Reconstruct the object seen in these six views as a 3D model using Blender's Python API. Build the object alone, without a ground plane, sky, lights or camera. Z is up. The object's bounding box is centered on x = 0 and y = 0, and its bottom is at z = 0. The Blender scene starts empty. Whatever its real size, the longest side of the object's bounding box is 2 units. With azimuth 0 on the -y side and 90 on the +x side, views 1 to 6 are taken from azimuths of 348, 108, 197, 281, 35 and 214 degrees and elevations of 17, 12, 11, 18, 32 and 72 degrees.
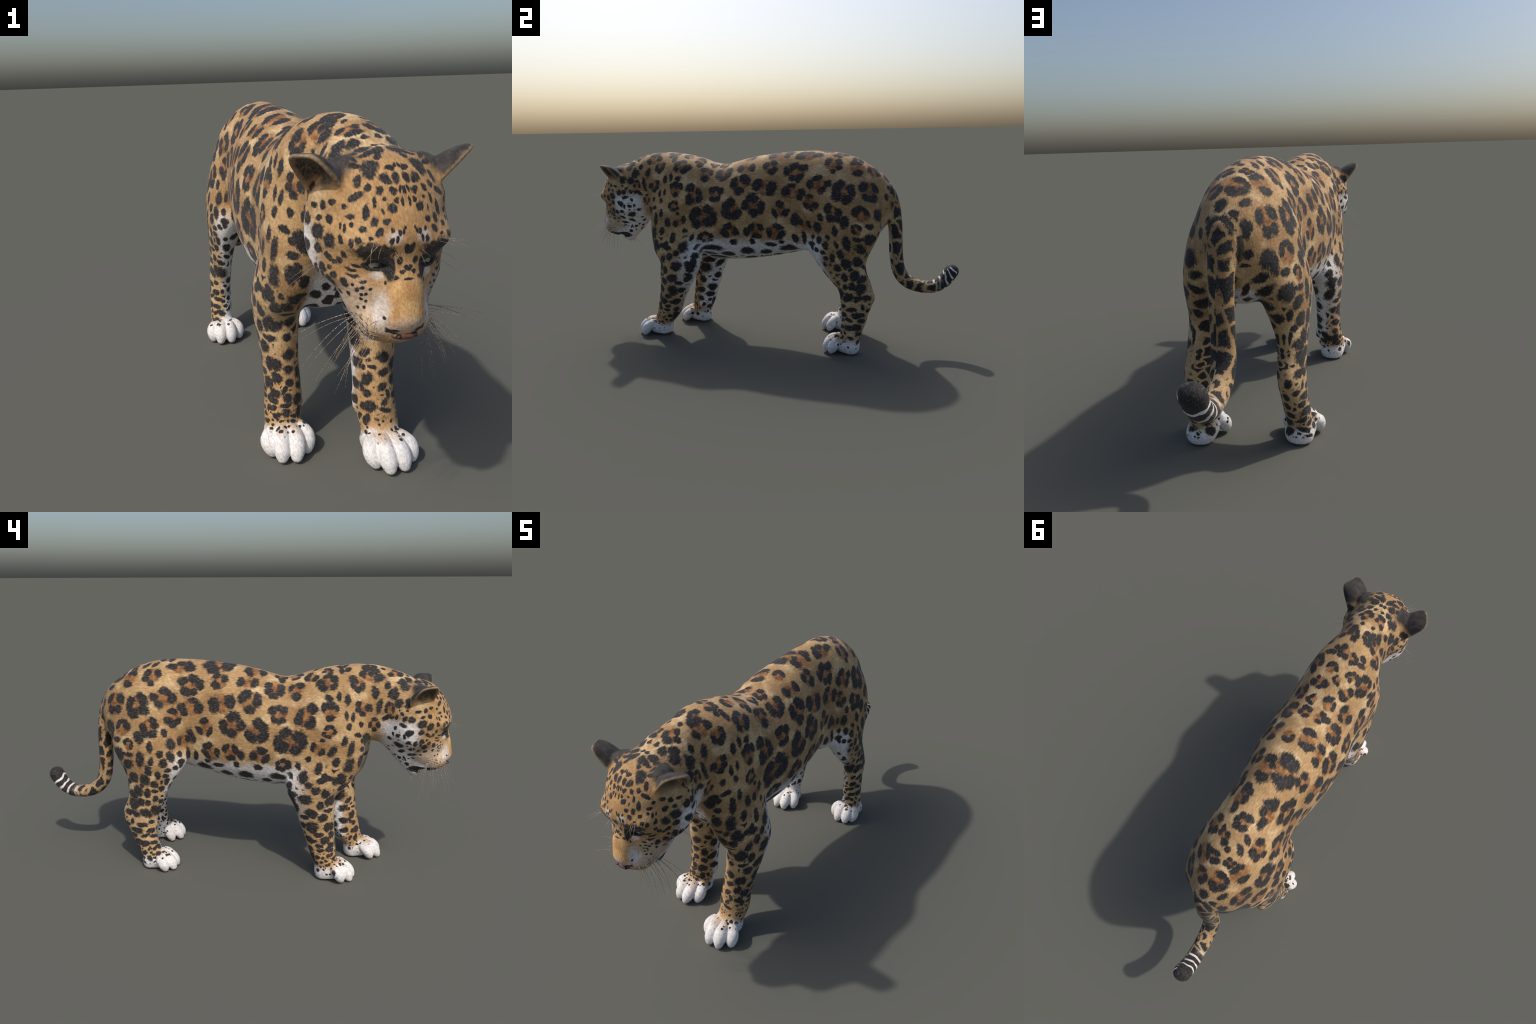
# ---------------------------------------------------------------- body shape
import bpy, math, random
import numpy as np

random.seed(7)
RNG = np.random.default_rng(7)
HEAD_X = 0.022           # the head is carried slightly to one side


def axis_coords(stops):
    """Uneven grid axis: list of (start, step) ... last entry closes it."""
    out = []
    for (a, h), (b, _) in zip(stops[:-1], stops[1:]):
        n = max(1, int(round((b - a) / h)))
        out.append(a + (b - a) * np.arange(n) / n)
    out.append(np.array([stops[-1][0]]))
    return np.concatenate(out).astype(np.float32)


GX = axis_coords([(-0.27, 0.0036), (0.27, 0)])
GY = axis_coords([(-1.0, 0.0028), (-0.70, 0.0034), (-0.38, 0.0052), (0.26, 0.0036), (0.56, 0.0050), (1.04, 0)])
GZ = axis_coords([(-0.012, 0.0027), (0.125, 0.0052), (0.49, 0.0030), (0.80, 0.0034), (1.02, 0)])
FIELD = np.full((len(GX), len(GY), len(GZ)), 0.5, np.float32)


def block(lo, hi):
    s = []
    for g, a, b in zip((GX, GY, GZ), lo, hi):
        s.append(slice(max(0, int(np.searchsorted(g, a)) - 1), min(len(g), int(np.searchsorted(g, b)) + 1)))
    x = GX[s[0]][:, None, None]
    y = GY[s[1]][None, :, None]
    z = GZ[s[2]][None, None, :]
    return tuple(s), x, y, z


def smin(a, b, k):
    h = np.maximum(k - np.abs(a - b), 0) / k
    return np.minimum(a, b) - h * h * h * (k / 6.0)


def smax(a, b, k):
    return -smin(-a, -b, k)


def add(lo, hi, fn, k):
    s, x, y, z = block(lo, hi)
    FIELD[s] = smin(FIELD[s], fn(x, y, z).astype(np.float32), k)


def cut(lo, hi, fn, k):
    s, x, y, z = block(lo, hi)
    FIELD[s] = smax(FIELD[s], -fn(x, y, z).astype(np.float32), k)


def smooth_curve(t, table):
    """Cubic Hermite through the rows of a table (first column is the parameter)."""
    T = np.array(table, float)
    k, V = T[:, 0], T[:, 1:]
    d = np.diff(V, axis=0) / np.diff(k)[:, None]
    m = np.empty_like(V)
    m[0], m[-1] = d[0], d[-1]
    w = np.diff(k)[:, None]
    m[1:-1] = (d[:-1] * w[1:] + d[1:] * w[:-1]) / (w[1:] + w[:-1])
    t = np.clip(np.asarray(t, float), k[0], k[-1])
    i = np.clip(np.searchsorted(k, t, side="right") - 1, 0, len(k) - 2)
    h = (k[i + 1] - k[i])
    u = ((t - k[i]) / h)[..., None]
    h = h[..., None]
    return ((2 * u**3 - 3 * u**2 + 1) * V[i] + (u**3 - 2 * u**2 + u) * h * m[i]
            + (-2 * u**3 + 3 * u**2) * V[i + 1] + (u**3 - u**2) * h * m[i + 1])


def slice_distance(u, v, ua, va, p):
    """Radial distance to a superellipse with half axes ua, va."""
    q = ((np.abs(u) / ua) ** p + (np.abs(v) / va) ** p) ** (1.0 / p)
    rho = np.sqrt(u * u + v * v) + 1e-6
    return rho * (1 - 1 / np.maximum(q, 1e-3))


def capped(d, t, lo, hi):
    return np.maximum(d, np.maximum(lo - t, t - hi))


# --- torso and neck: cross-sections along the spine -----------------------
# y, top, bottom, half width, height of the widest place, centre x
TORSO = [
    (-0.80, 0.890, 0.74, 0.080, 0.80, 0.022),
    (-0.77, 0.926, 0.70, 0.105, 0.80, 0.022),
    (-0.73, 0.947, 0.650, 0.123, 0.79, 0.023),
    (-0.68, 0.965, 0.628, 0.120, 0.78, 0.026),
    (-0.63, 0.977, 0.645, 0.114, 0.77, 0.027),
    (-0.59, 0.983, 0.635, 0.117, 0.76, 0.026),
    (-0.55, 0.986, 0.560, 0.133, 0.74, 0.023),
    (-0.50, 0.984, 0.470, 0.153, 0.71, 0.019),
    (-0.44, 0.977, 0.430, 0.168, 0.69, 0.017),
    (-0.34, 0.958, 0.420, 0.170, 0.68, 0.017),
    (-0.26, 0.932, 0.418, 0.173, 0.67, 0.016),
    (-0.20, 0.923, 0.416, 0.181, 0.67, 0.014),
    (-0.14, 0.936, 0.417, 0.185, 0.67, 0.013),
    (-0.05, 0.959, 0.426, 0.183, 0.67, 0.012),
    (0.06, 0.976, 0.443, 0.171, 0.68, 0.011),
    (0.17, 0.987, 0.466, 0.154, 0.69, 0.011),
    (0.25, 0.990, 0.486, 0.152, 0.70, 0.011),
    (0.33, 0.989, 0.504, 0.161, 0.70, 0.011),
    (0.41, 0.979, 0.512, 0.166, 0.70, 0.006),
    (0.49, 0.955, 0.514, 0.160, 0.70, 0.003),
    (0.55, 0.924, 0.530, 0.143, 0.70, 0.000),
    (0.60, 0.888, 0.565, 0.121, 0.71, -0.004),
    (0.64, 0.846, 0.620, 0.089, 0.73, -0.006),
    (0.67, 0.797, 0.680, 0.045, 0.74, -0.003),
]


def torso(x, y, z):
    c = smooth_curve(y[0, :, 0], TORSO)
    top, bot, w, zc, xc = (c[:, i][None, :, None] for i in range(5))
    v = z - zc
    h = np.where(v > 0, top - zc, zc - bot)
    return capped(slice_distance(x - xc, v, w, h, np.where(v > 0, 2.0 + 0.22 * np.exp(-((y + 0.5) / 0.12) ** 2), 2.25)), y, -0.80, 0.67)


# --- head: horizontal sections, the face hangs almost straight down -------
# z, y of the widest place, reach forward, reach back, half width
HEAD = [
    (0.524, -0.850, 0.045, 0.030, 0.036),
    (0.540, -0.835, 0.092, 0.060, 0.056),
    (0.560, -0.820, 0.118, 0.075, 0.066),
    (0.600, -0.802, 0.138, 0.085, 0.080),
    (0.620, -0.795, 0.143, 0.100, 0.094),
    (0.640, -0.788, 0.146, 0.112, 0.114),
    (0.660, -0.780, 0.148, 0.120, 0.136),
    (0.690, -0.759, 0.165, 0.120, 0.148),
    (0.720, -0.752, 0.177, 0.110, 0.154),
    (0.760, -0.752, 0.189, 0.110, 0.156),
    (0.800, -0.752, 0.179, 0.110, 0.151),
    (0.830, -0.770, 0.146, 0.100, 0.146),
    (0.860, -0.780, 0.120, 0.090, 0.127),
    (0.890, -0.785, 0.088, 0.080, 0.095),
    (0.910, -0.785, 0.060, 0.060, 0.068),
    (0.922, -0.785, 0.030, 0.030, 0.036),
    (0.928, -0.785, 0.004, 0.004, 0.006),
]


def head(x, y, z):
    c = smooth_curve(z[0, 0, :], HEAD)
    yc, bf, bb, w = (c[:, i][None, None, :] for i in range(4))
    v = y - yc
    h = np.where(v < 0, bf, bb)
    return capped(slice_distance(x - HEAD_X, v, w, h, 1.85), z, 0.524, 0.928)


def ellipsoid(c, r, rot_x=0.0):
    ca, sa = math.cos(rot_x), math.sin(rot_x)

    def fn(x, y, z):
        dx, dy, dz = x - c[0], y - c[1], z - c[2]
        dy, dz = ca * dy + sa * dz, -sa * dy + ca * dz
        q = np.sqrt((dx / r[0]) ** 2 + (dy / r[1]) ** 2 + (dz / r[2]) ** 2)
        g = np.sqrt((dx / r[0]**2) ** 2 + (dy / r[1]**2) ** 2 + (dz / r[2]**2) ** 2) + 1e-6
        return q * (q - 1) / g
    return fn


def add_ellipsoid(c, r, k, rot_x=0.0, remove=False):
    m = max(r) + 0.03
    (cut if remove else add)([a - m for a in c], [a + m for a in c], ellipsoid(c, r, rot_x), k)


def rounded_box(c, half, rad):
    def fn(x, y, z):
        q = [np.abs(a - b) - h + rad for a, b, h in zip((x, y, z), c, half)]
        out = np.sqrt(sum(np.maximum(i, 0) ** 2 for i in q))
        return out + np.minimum(np.maximum(np.maximum(q[0], q[1]), q[2]), 0) - rad
    return fn


def tube(points, flat=1.0):
    """Round cone chain through (x, y, z, r)."""
    P = np.array(points, float)

    def fn(x, y, z):
        best = None
        for a, b in zip(P[:-1], P[1:]):
            ab = b[:3] - a[:3]
            L = float(ab @ ab) + 1e-9
            t = np.clip(((x - a[0]) * ab[0] + (y - a[1]) * ab[1] + (z - a[2]) * ab[2]) / L, 0, 1)
            d = np.sqrt(((x - a[0] - t * ab[0]) / flat) ** 2 + (y - a[1] - t * ab[1]) ** 2 + (z - a[2] - t * ab[2]) ** 2) - (a[3] + t * (b[3] - a[3]))
            best = d if best is None else np.minimum(best, d)
        return best
    return fn


def add_tube(points, k, flat=1.0):
    P = np.array(points, float)
    m = P[:, 3].max() * max(flat, 1) + 0.03
    add(P[:, :3].min(0) - m, P[:, :3].max(0) + m, tube(points, flat), k)


def resample(points, n):
    P = np.array(points, float)
    s = np.r_[0, np.cumsum(np.linalg.norm(np.diff(P[:, :3], axis=0), axis=1))]
    return smooth_curve(np.linspace(0, s[-1], n), np.c_[s, P])


# --- legs: horizontal sections -------------------------------------------
# z, centre x, centre y, half width, half length
FORE_RIGHT = [
    (0.015, -0.112, -0.430, 0.046, 0.046), (0.06, -0.111, -0.430, 0.053, 0.053), (0.10, -0.108, -0.417, 0.057, 0.058), (0.13, -0.104, -0.408, 0.057, 0.064),
    (0.19, -0.102, -0.395, 0.055, 0.069), (0.27, -0.105, -0.378, 0.056, 0.080),
    (0.345, -0.107, -0.365, 0.062, 0.091), (0.41, -0.106, -0.351, 0.071, 0.111),
    (0.46, -0.102, -0.370, 0.075, 0.138), (0.53, -0.094, -0.405, 0.076, 0.145),
    (0.62, -0.082, -0.440, 0.074, 0.128), (0.72, -0.068, -0.44, 0.076, 0.115), (0.82, -0.050, -0.43, 0.068, 0.10)]
FORE_LEFT = [
    (0.015, 0.154, -0.548, 0.046, 0.046), (0.06, 0.155, -0.545, 0.053, 0.053), (0.11, 0.156, -0.516, 0.060, 0.064), (0.15, 0.153, -0.501, 0.060, 0.069),
    (0.20, 0.154, -0.486, 0.058, 0.073), (0.25, 0.157, -0.468, 0.059, 0.080), (0.30, 0.162, -0.451, 0.063, 0.091),
    (0.36, 0.166, -0.432, 0.068, 0.106), (0.41, 0.165, -0.420, 0.073, 0.115),
    (0.46, 0.155, -0.434, 0.075, 0.134), (0.53, 0.143, -0.446, 0.077, 0.140),
    (0.62, 0.125, -0.460, 0.075, 0.128), (0.72, 0.105, -0.455, 0.078, 0.112), (0.82, 0.084, -0.44, 0.068, 0.10)]
HIND_RIGHT = [
    (0.015, -0.165, 0.410, 0.040, 0.042), (0.06, -0.165, 0.414, 0.045, 0.049), (0.09, -0.164, 0.423, 0.045, 0.052), (0.13, -0.162, 0.438, 0.045, 0.058),
    (0.17, -0.160, 0.451, 0.044, 0.062), (0.21, -0.157, 0.459, 0.044, 0.073), (0.25, -0.155, 0.465, 0.045, 0.084),
    (0.285, -0.153, 0.459, 0.046, 0.090), (0.34, -0.151, 0.437, 0.047, 0.088), (0.40, -0.147, 0.421, 0.053, 0.098),
    (0.45, -0.139, 0.409, 0.063, 0.117), (0.49, -0.133, 0.401, 0.072, 0.141), (0.54, -0.127, 0.402, 0.080, 0.168),
    (0.60, -0.118, 0.416, 0.083, 0.178), (0.68, -0.105, 0.43, 0.078, 0.168), (0.78, -0.080, 0.41, 0.075, 0.140), (0.86, -0.05, 0.40, 0.06, 0.10)]
HIND_LEFT = [
    (0.015, 0.172, 0.490, 0.040, 0.042), (0.06, 0.170, 0.495, 0.045, 0.048), (0.11, 0.164, 0.502, 0.045, 0.055), (0.16, 0.159, 0.513, 0.044, 0.061),
    (0.20, 0.157, 0.517, 0.042, 0.067), (0.25, 0.155, 0.523, 0.043, 0.079), (0.285, 0.152, 0.527, 0.044, 0.086),
    (0.32, 0.149, 0.515, 0.047, 0.087), (0.355, 0.146, 0.493, 0.051, 0.098), (0.40, 0.142, 0.464, 0.059, 0.108),
    (0.45, 0.136, 0.441, 0.066, 0.124), (0.49, 0.131, 0.432, 0.072, 0.144), (0.54, 0.124, 0.440, 0.078, 0.160),
    (0.60, 0.116, 0.456, 0.081, 0.168), (0.68, 0.106, 0.46, 0.080, 0.166), (0.78, 0.086, 0.44, 0.077, 0.146), (0.86, 0.055, 0.41, 0.06, 0.10)]


def leg(table):
    T = np.array(table)

    def fn(x, y, z):
        c = smooth_curve(z[0, 0, :], table)
        xc, yc, a, b = (c[:, i][None, None, :] for i in range(4))
        return capped(slice_distance(x - xc, y - yc, a, b, 2.0), z, T[0, 0], T[-1, 0])
    lo = [(T[:, 1] - T[:, 3]).min() - 0.04, (T[:, 2] - T[:, 4]).min() - 0.04, T[0, 0] - 0.03]
    hi = [(T[:, 1] + T[:, 3]).max() + 0.04, (T[:, 2] + T[:, 4]).max() + 0.04, T[-1, 0] + 0.03]
    return lo, hi, fn


TAIL = [
    (-0.003, 0.590, 0.825, 0.052), (-0.005, 0.640, 0.775, 0.045), (-0.007, 0.668, 0.72, 0.038), (-0.006, 0.684, 0.64, 0.0350),
    (-0.005, 0.691, 0.55, 0.0340), (-0.008, 0.698, 0.45, 0.0335), (-0.012, 0.715, 0.380, 0.0330), (-0.016, 0.752, 0.336, 0.0320),
    (-0.020, 0.800, 0.316, 0.0310), (-0.023, 0.850, 0.310, 0.0305), (-0.026, 0.900, 0.322, 0.0315), (-0.027, 0.940, 0.357, 0.0335),
    (-0.027, 0.964, 0.398, 0.0350)]

# paws: pad (x, y, half width, half length), toes (knuckle x, y ; tip x, y)
PAWS = {
    "fore_right": dict(pad=(-0.112, -0.448, 0.058, 0.068), heel=(-0.112, -0.412),
                       toes=[(-0.150, -0.465, -0.172, -0.484, -0.162, -0.502), (-0.126, -0.482, -0.137, -0.512, -0.141, -0.538),
                             (-0.099, -0.484, -0.093, -0.515, -0.100, -0.545), (-0.073, -0.464, -0.054, -0.488, -0.060, -0.512)]),
    "fore_left": dict(pad=(0.155, -0.570, 0.058, 0.066), heel=(0.150, -0.535),
                      toes=[(0.114, -0.588, 0.098, -0.610, 0.108, -0.630), (0.140, -0.605, 0.134, -0.636, 0.137, -0.664),
                            (0.170, -0.606, 0.177, -0.637, 0.181, -0.660), (0.196, -0.588, 0.216, -0.608, 0.219, -0.626)]),
    "hind_right": dict(pad=(-0.163, 0.390, 0.054, 0.060), heel=(-0.163, 0.425),
                       toes=[(-0.198, 0.365, -0.215, 0.352, -0.214, 0.334), (-0.176, 0.350, -0.182, 0.325, -0.188, 0.302),
                             (-0.150, 0.350, -0.144, 0.325, -0.143, 0.302), (-0.126, 0.365, -0.108, 0.356, -0.105, 0.338)]),
    "hind_left": dict(pad=(0.172, 0.478, 0.054, 0.062), heel=(0.178, 0.508),
                      toes=[(0.137, 0.440, 0.118, 0.432, 0.116, 0.414), (0.160, 0.425, 0.153, 0.402, 0.152, 0.378),
                            (0.186, 0.428, 0.194, 0.405, 0.195, 0.382), (0.208, 0.445, 0.222, 0.432, 0.220, 0.413)]),
}


def build_paw(p):
    x, y, a, b = p["pad"]
    paw = []
    add_ellipsoid((x, y, 0.045), (a, b, 0.048), 0.02)
    add_ellipsoid((p["heel"][0], p["heel"][1], 0.030), (0.048, 0.034, 0.038), 0.03)
    for i, (kx, ky, mx, my, tx, ty) in enumerate(p["toes"]):
        big = 1.0 if i in (1, 2) else 0.94
        add_tube(resample([(kx, ky, 0.068 * big, 0.022), (0.4 * kx + 0.6 * mx, 0.4 * ky + 0.6 * my, 0.061 * big, 0.0252 * big),
                           (0.8 * mx + 0.2 * tx, 0.8 * my + 0.2 * ty, 0.048, 0.0262 * big), (0.4 * mx + 0.6 * tx, 0.3 * my + 0.7 * ty, 0.032, 0.0240),
                           (tx, ty, 0.018, 0.0170)], 14), 0.0015)


def build_field():
    add((-0.27, -0.86, 0.37), (0.27, 0.74, 1.02), torso, 0.02)
    for t in (FORE_RIGHT, FORE_LEFT, HIND_RIGHT, HIND_LEFT):
        add(*leg(t), 0.035)
    # shoulder blades and points of the shoulder
    for s in (-1, 1):
        add_ellipsoid((0.019 + s * 0.092, -0.506 - s * 0.014, 0.65), (0.064, 0.066, 0.13), 0.08)
        add_ellipsoid((0.017 + s * 0.075, -0.44, 0.880), (0.050, 0.090, 0.052), 0.05)
    add((-0.2, -1.0, 0.48), (0.25, -0.62, 0.97), head, 0.035)
    add_ellipsoid((0.112, 0.262, 0.545), (0.036, 0.065, 0.045), 0.05)
    # brow, bridge and pad of the nose, whisker pads, cheeks, jaw
    for s in (-1, 1):
        add_ellipsoid((HEAD_X + s * 0.058, -0.884, 0.755), (0.050, 0.042, 0.022), 0.050, 0.25)
        add_ellipsoid((HEAD_X + s * 0.034, -0.880, 0.578), (0.042, 0.050, 0.046), 0.030)
        add_ellipsoid((HEAD_X + s * 0.066, -0.835, 0.632), (0.028, 0.046, 0.054), 0.040)
        add_ellipsoid((HEAD_X + s * 0.084, -0.797, 0.880), (0.040, 0.042, 0.032), 0.030)
    add_tube([(HEAD_X, -0.880, 0.775, 0.030), (HEAD_X, -0.902, 0.710, 0.030), (HEAD_X, -0.916, 0.650, 0.033),
              (HEAD_X, -0.922, 0.600, 0.035)], 0.022, 1.28)
    add_tube([(HEAD_X, -0.690, 0.680, 0.058), (HEAD_X, -0.757, 0.572, 0.038), (HEAD_X, -0.800, 0.520, 0.031)], 0.045, 1.35)
    # eye sockets
    for s in (-1, 1):
        add_ellipsoid((HEAD_X + s * 0.056, -0.925, 0.704), (0.022, 0.034, 0.0072), 0.008, remove=True)
    # mouth slit
    add_ellipsoid((HEAD_X, -0.838, 0.522), (0.075, 0.040, 0.007), 0.006, -0.55, remove=True)
    # ears
    for s in (-1, 1):
        build_ear(s)
    for name, p in PAWS.items():
        build_paw(p)
    add_tube([(-0.052, -0.385, 0.140, 0.012), (-0.049, -0.402, 0.115, 0.012)], 0.022)
    add_tube([(0.106, -0.480, 0.150, 0.012), (0.104, -0.494, 0.122, 0.012)], 0.022)
    T = resample(TAIL, 40)
    add_tube(T, 0.030, 1.18)
    # flat soles
    s, x, y, z = block((-0.3, -1, -0.1), (0.3, 0.7, 0.08))
    FIELD[s] = smax(FIELD[s], np.broadcast_to(-z, FIELD[s].shape).astype(np.float32), 0.006)


def ear_frame(s):
    ax = np.array([s * 0.60, -0.275, 0.75]); ax /= np.linalg.norm(ax)          # base to tip
    op = np.array([s * 0.63, -0.40, -0.66]); op -= ax * (op @ ax); op /= np.linalg.norm(op)   # opening
    return np.array([HEAD_X + s * 0.141, -0.806, 0.862]), np.stack([ax, np.cross(ax, op), op])


def build_ear(s):
    c, R = ear_frame(s)

    def local(x, y, z):
        d = (x - c[0], y - c[1], z - c[2])
        return [d[0] * r[0] + d[1] * r[1] + d[2] * r[2] for r in R]

    def shell(r, off):
        def fn(x, y, z):
            a, b, n = local(x, y, z)
            n = n - off
            taper = 1.0 - 0.12 * np.clip(a / 0.08, -1, 1)
            deep = 1.0 - 0.38 * np.clip(a / 0.08, -1, 1)
            q = np.sqrt(np.sqrt((a / r[0]) ** 4 + (b / (r[1] * taper)) ** 4) + (n / (r[2] * deep)) ** 2)
            return (q - 1) * min(r)
        return fn
    outer, inner = shell((0.081, 0.054, 0.044), 0.0), shell((0.074, 0.046, 0.040), 0.008)

    def fn(x, y, z):
        a, b, n = local(x, y, z)
        e = smax(outer(x, y, z), n - 0.004, 0.008)
        return smax(e, -inner(x, y, z), 0.006)
    add(c - 0.12, c + 0.12, fn, 0.012)


def surface_nets():
    F = FIELD
    inside = F < 0
    nx, ny, nz = F.shape
    cells_any = np.zeros((nx - 1, ny - 1, nz - 1), bool)
    cells_all = np.ones_like(cells_any)
    for i in (0, 1):
        for j in (0, 1):
            for k in (0, 1):
                v = inside[i:nx - 1 + i, j:ny - 1 + j, k:nz - 1 + k]
                cells_any |= v
                cells_all &= v
    mixed = cells_any & ~cells_all
    I = np.argwhere(mixed)
    index = np.full(mixed.shape, -1, np.int32)
    index[mixed] = np.arange(len(I))
    acc = np.zeros((len(I), 3)); cnt = np.zeros(len(I))
    G = (GX.astype(float), GY.astype(float), GZ.astype(float))
    for axis in range(3):
        o1, o2 = [a for a in range(3) if a != axis]
        for b1 in (0, 1):
            for b2 in (0, 1):
                A = I.copy(); A[:, o1] += b1; A[:, o2] += b2
                B = A.copy(); B[:, axis] += 1
                fa = F[A[:, 0], A[:, 1], A[:, 2]].astype(float)
                fb = F[B[:, 0], B[:, 1], B[:, 2]].astype(float)
                m = (fa < 0) != (fb < 0)
                t = fa[m] / (fa[m] - fb[m])
                P = np.stack([G[a][A[m, a]] for a in range(3)], 1)
                Q = np.stack([G[a][B[m, a]] for a in range(3)], 1)
                acc[m] += P + (Q - P) * t[:, None]
                cnt[m] += 1
    V = acc / cnt[:, None]
    quads = []
    for axis in range(3):
        o1, o2 = (axis + 1) % 3, (axis + 2) % 3
        sl_a = [slice(1, -1)] * 3; sl_b = [slice(1, -1)] * 3
        sl_a[axis] = slice(0, -1); sl_b[axis] = slice(1, None)
        a, b = inside[tuple(sl_a)], inside[tuple(sl_b)]
        E = np.argwhere(a != b)
        flip = a[E[:, 0], E[:, 1], E[:, 2]]
        base = E.copy()
        base[:, o1] += 1; base[:, o2] += 1
        q = []
        for d1, d2 in ((-1, -1), (0, -1), (0, 0), (-1, 0)):
            c = base.copy(); c[:, o1] += d1; c[:, o2] += d2
            q.append(index[c[:, 0], c[:, 1], c[:, 2]])
        q = np.stack(q, 1)
        q[~flip] = q[~flip][:, ::-1]
        quads.append(q)
    return V, np.concatenate(quads)


def relax(V, Q, rounds):
    """Taubin smoothing: evens the net out without shrinking it."""
    E = np.concatenate([Q[:, [i, (i + 1) % 4]] for i in range(4)])
    n = len(V)
    deg = np.bincount(E[:, 0], minlength=n) + np.bincount(E[:, 1], minlength=n)
    for r in range(rounds):
        for lam in (0.5, -0.52):
            S = np.stack([np.bincount(E[:, 0], V[E[:, 1], a], n) + np.bincount(E[:, 1], V[E[:, 0], a], n) for a in range(3)], 1)
            V = V + lam * (S / deg[:, None] - V)
    return V


def vertex_normals(V, Q):
    N = np.cross(V[Q[:, 2]] - V[Q[:, 0]], V[Q[:, 3]] - V[Q[:, 1]])
    out = np.stack([sum(np.bincount(Q[:, i], N[:, a], len(V)) for i in range(4)) for a in range(3)], 1)
    return out / (np.linalg.norm(out, axis=1)[:, None] + 1e-12)


# ---------------------------------------------------------------- markings (right side; the left mirrors them)
# off-centre, along, height, reach, ratio, turn in degrees
FLANK_ROSETTES = [
    (0.105, -0.172, 0.882, 0.0492, 0.97, -83, "2 4 6 8 10"), (0.152, -0.071, 0.831, 0.0572, 0.92, -17, "11 10 2 3 6"),
    (0.116, -0.402, 0.918, 0.0508, 0.91, -4, "12 2 4 7 9"), (0.164, -0.200, 0.782, 0.0498, 0.86, 3, "10 12 1.5 5 7"),
    (0.162, -0.321, 0.772, 0.0685, 0.66, 73, "1 10 8 4 5"), (0.184, -0.109, 0.708, 0.0600, 0.92, -89, "12 2 4 5 7 8"),
    (0.174, -0.256, 0.662, 0.0731, 0.91, 1, "11 9 8 2 3 5"), (0.162, -0.423, 0.804, 0.0440, 0.95, -87, "10 2 6 12"),
    (0.176, -0.420, 0.716, 0.0342, 0.85, 3, "11 1 3 8 6"), (0.181, -0.119, 0.595, 0.0477, 0.98, 88, "9 1 4"),
    (0.164, -0.224, 0.550, 0.0391, 0.89, -2, "12 2 4 6 8 10"), (0.174, -0.378, 0.638, 0.0367, 0.98, 5, "10 9 4 5"),
    (0.106, -0.533, 0.914, 0.0371, 0.96, 9, "10 8 6 4"), (0.064, -0.584, 0.949, 0.0523, 0.83, 9, "11 12 1 9 4"),
    (0.123, -0.559, 0.818, 0.0366, 0.97, 0, "10 8 6 3"), (0.114, -0.673, 0.810, 0.0304, 0.67, -87, "9 12 3"),
    (0.108, -0.610, 0.739, 0.0336, 0.81, -87, "12 6 3 9"), (0.109, 0.212, 0.890, 0.0668, 0.75, 2, "10 7 5 3 1"),
    (0.136, 0.330, 0.833, 0.0619, 0.75, 3, "12 3 1 9 7"), (0.154, 0.449, 0.796, 0.0628, 0.94, -70, "10 9 1 2 7 4"),
    (0.121, 0.569, 0.803, 0.0626, 0.77, 82, "10 2 7 5"), (0.139, 0.203, 0.794, 0.0600, 0.74, 2, "9 8 12.5 3"),
    (0.150, 0.056, 0.820, 0.0610, 0.92, 2, "9 8 2 3"), (0.148, 0.286, 0.746, 0.0449, 0.96, 89, "12 8 4 6"),
    (0.179, 0.389, 0.701, 0.0542, 0.84, -89, "9 1 2 7 5"), (0.168, 0.520, 0.692, 0.0470, 0.93, 2, "12 2 10"),
    (0.154, 0.138, 0.709, 0.0434, 0.98, 4, "12 8 4"), (0.174, 0.005, 0.730, 0.0602, 0.99, -89, "9 8 12 1 3 6"),
    (0.143, 0.238, 0.638, 0.0388, 0.85, 86, "9 2"), (0.191, 0.489, 0.624, 0.0312, 0.90, 4, "10 12 2 4"),
    (0.151, 0.109, 0.593, 0.0559, 0.75, 84, "11 8 3"), (0.171, 0.015, 0.604, 0.0468, 0.86, 86, "10 2 6"),
    (0.107, -0.271, 0.878, 0.0480, 0.82, -84, "1 10 6"), (0.102, -0.054, 0.910, 0.0493, 0.68, 6, "9 3"),
    (0.105, 0.077, 0.911, 0.0476, 0.90, 1, "11 2 7"), (0.097, 0.391, 0.923, 0.0510, 0.90, -80, "2 10 8 6"),
    (0.085, 0.504, 0.907, 0.0512, 0.93, -25, "12 1 6 7"), (0.059, 0.266, 0.963, 0.0686, 0.56, 3, "9 3 12 2"),
]
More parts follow.
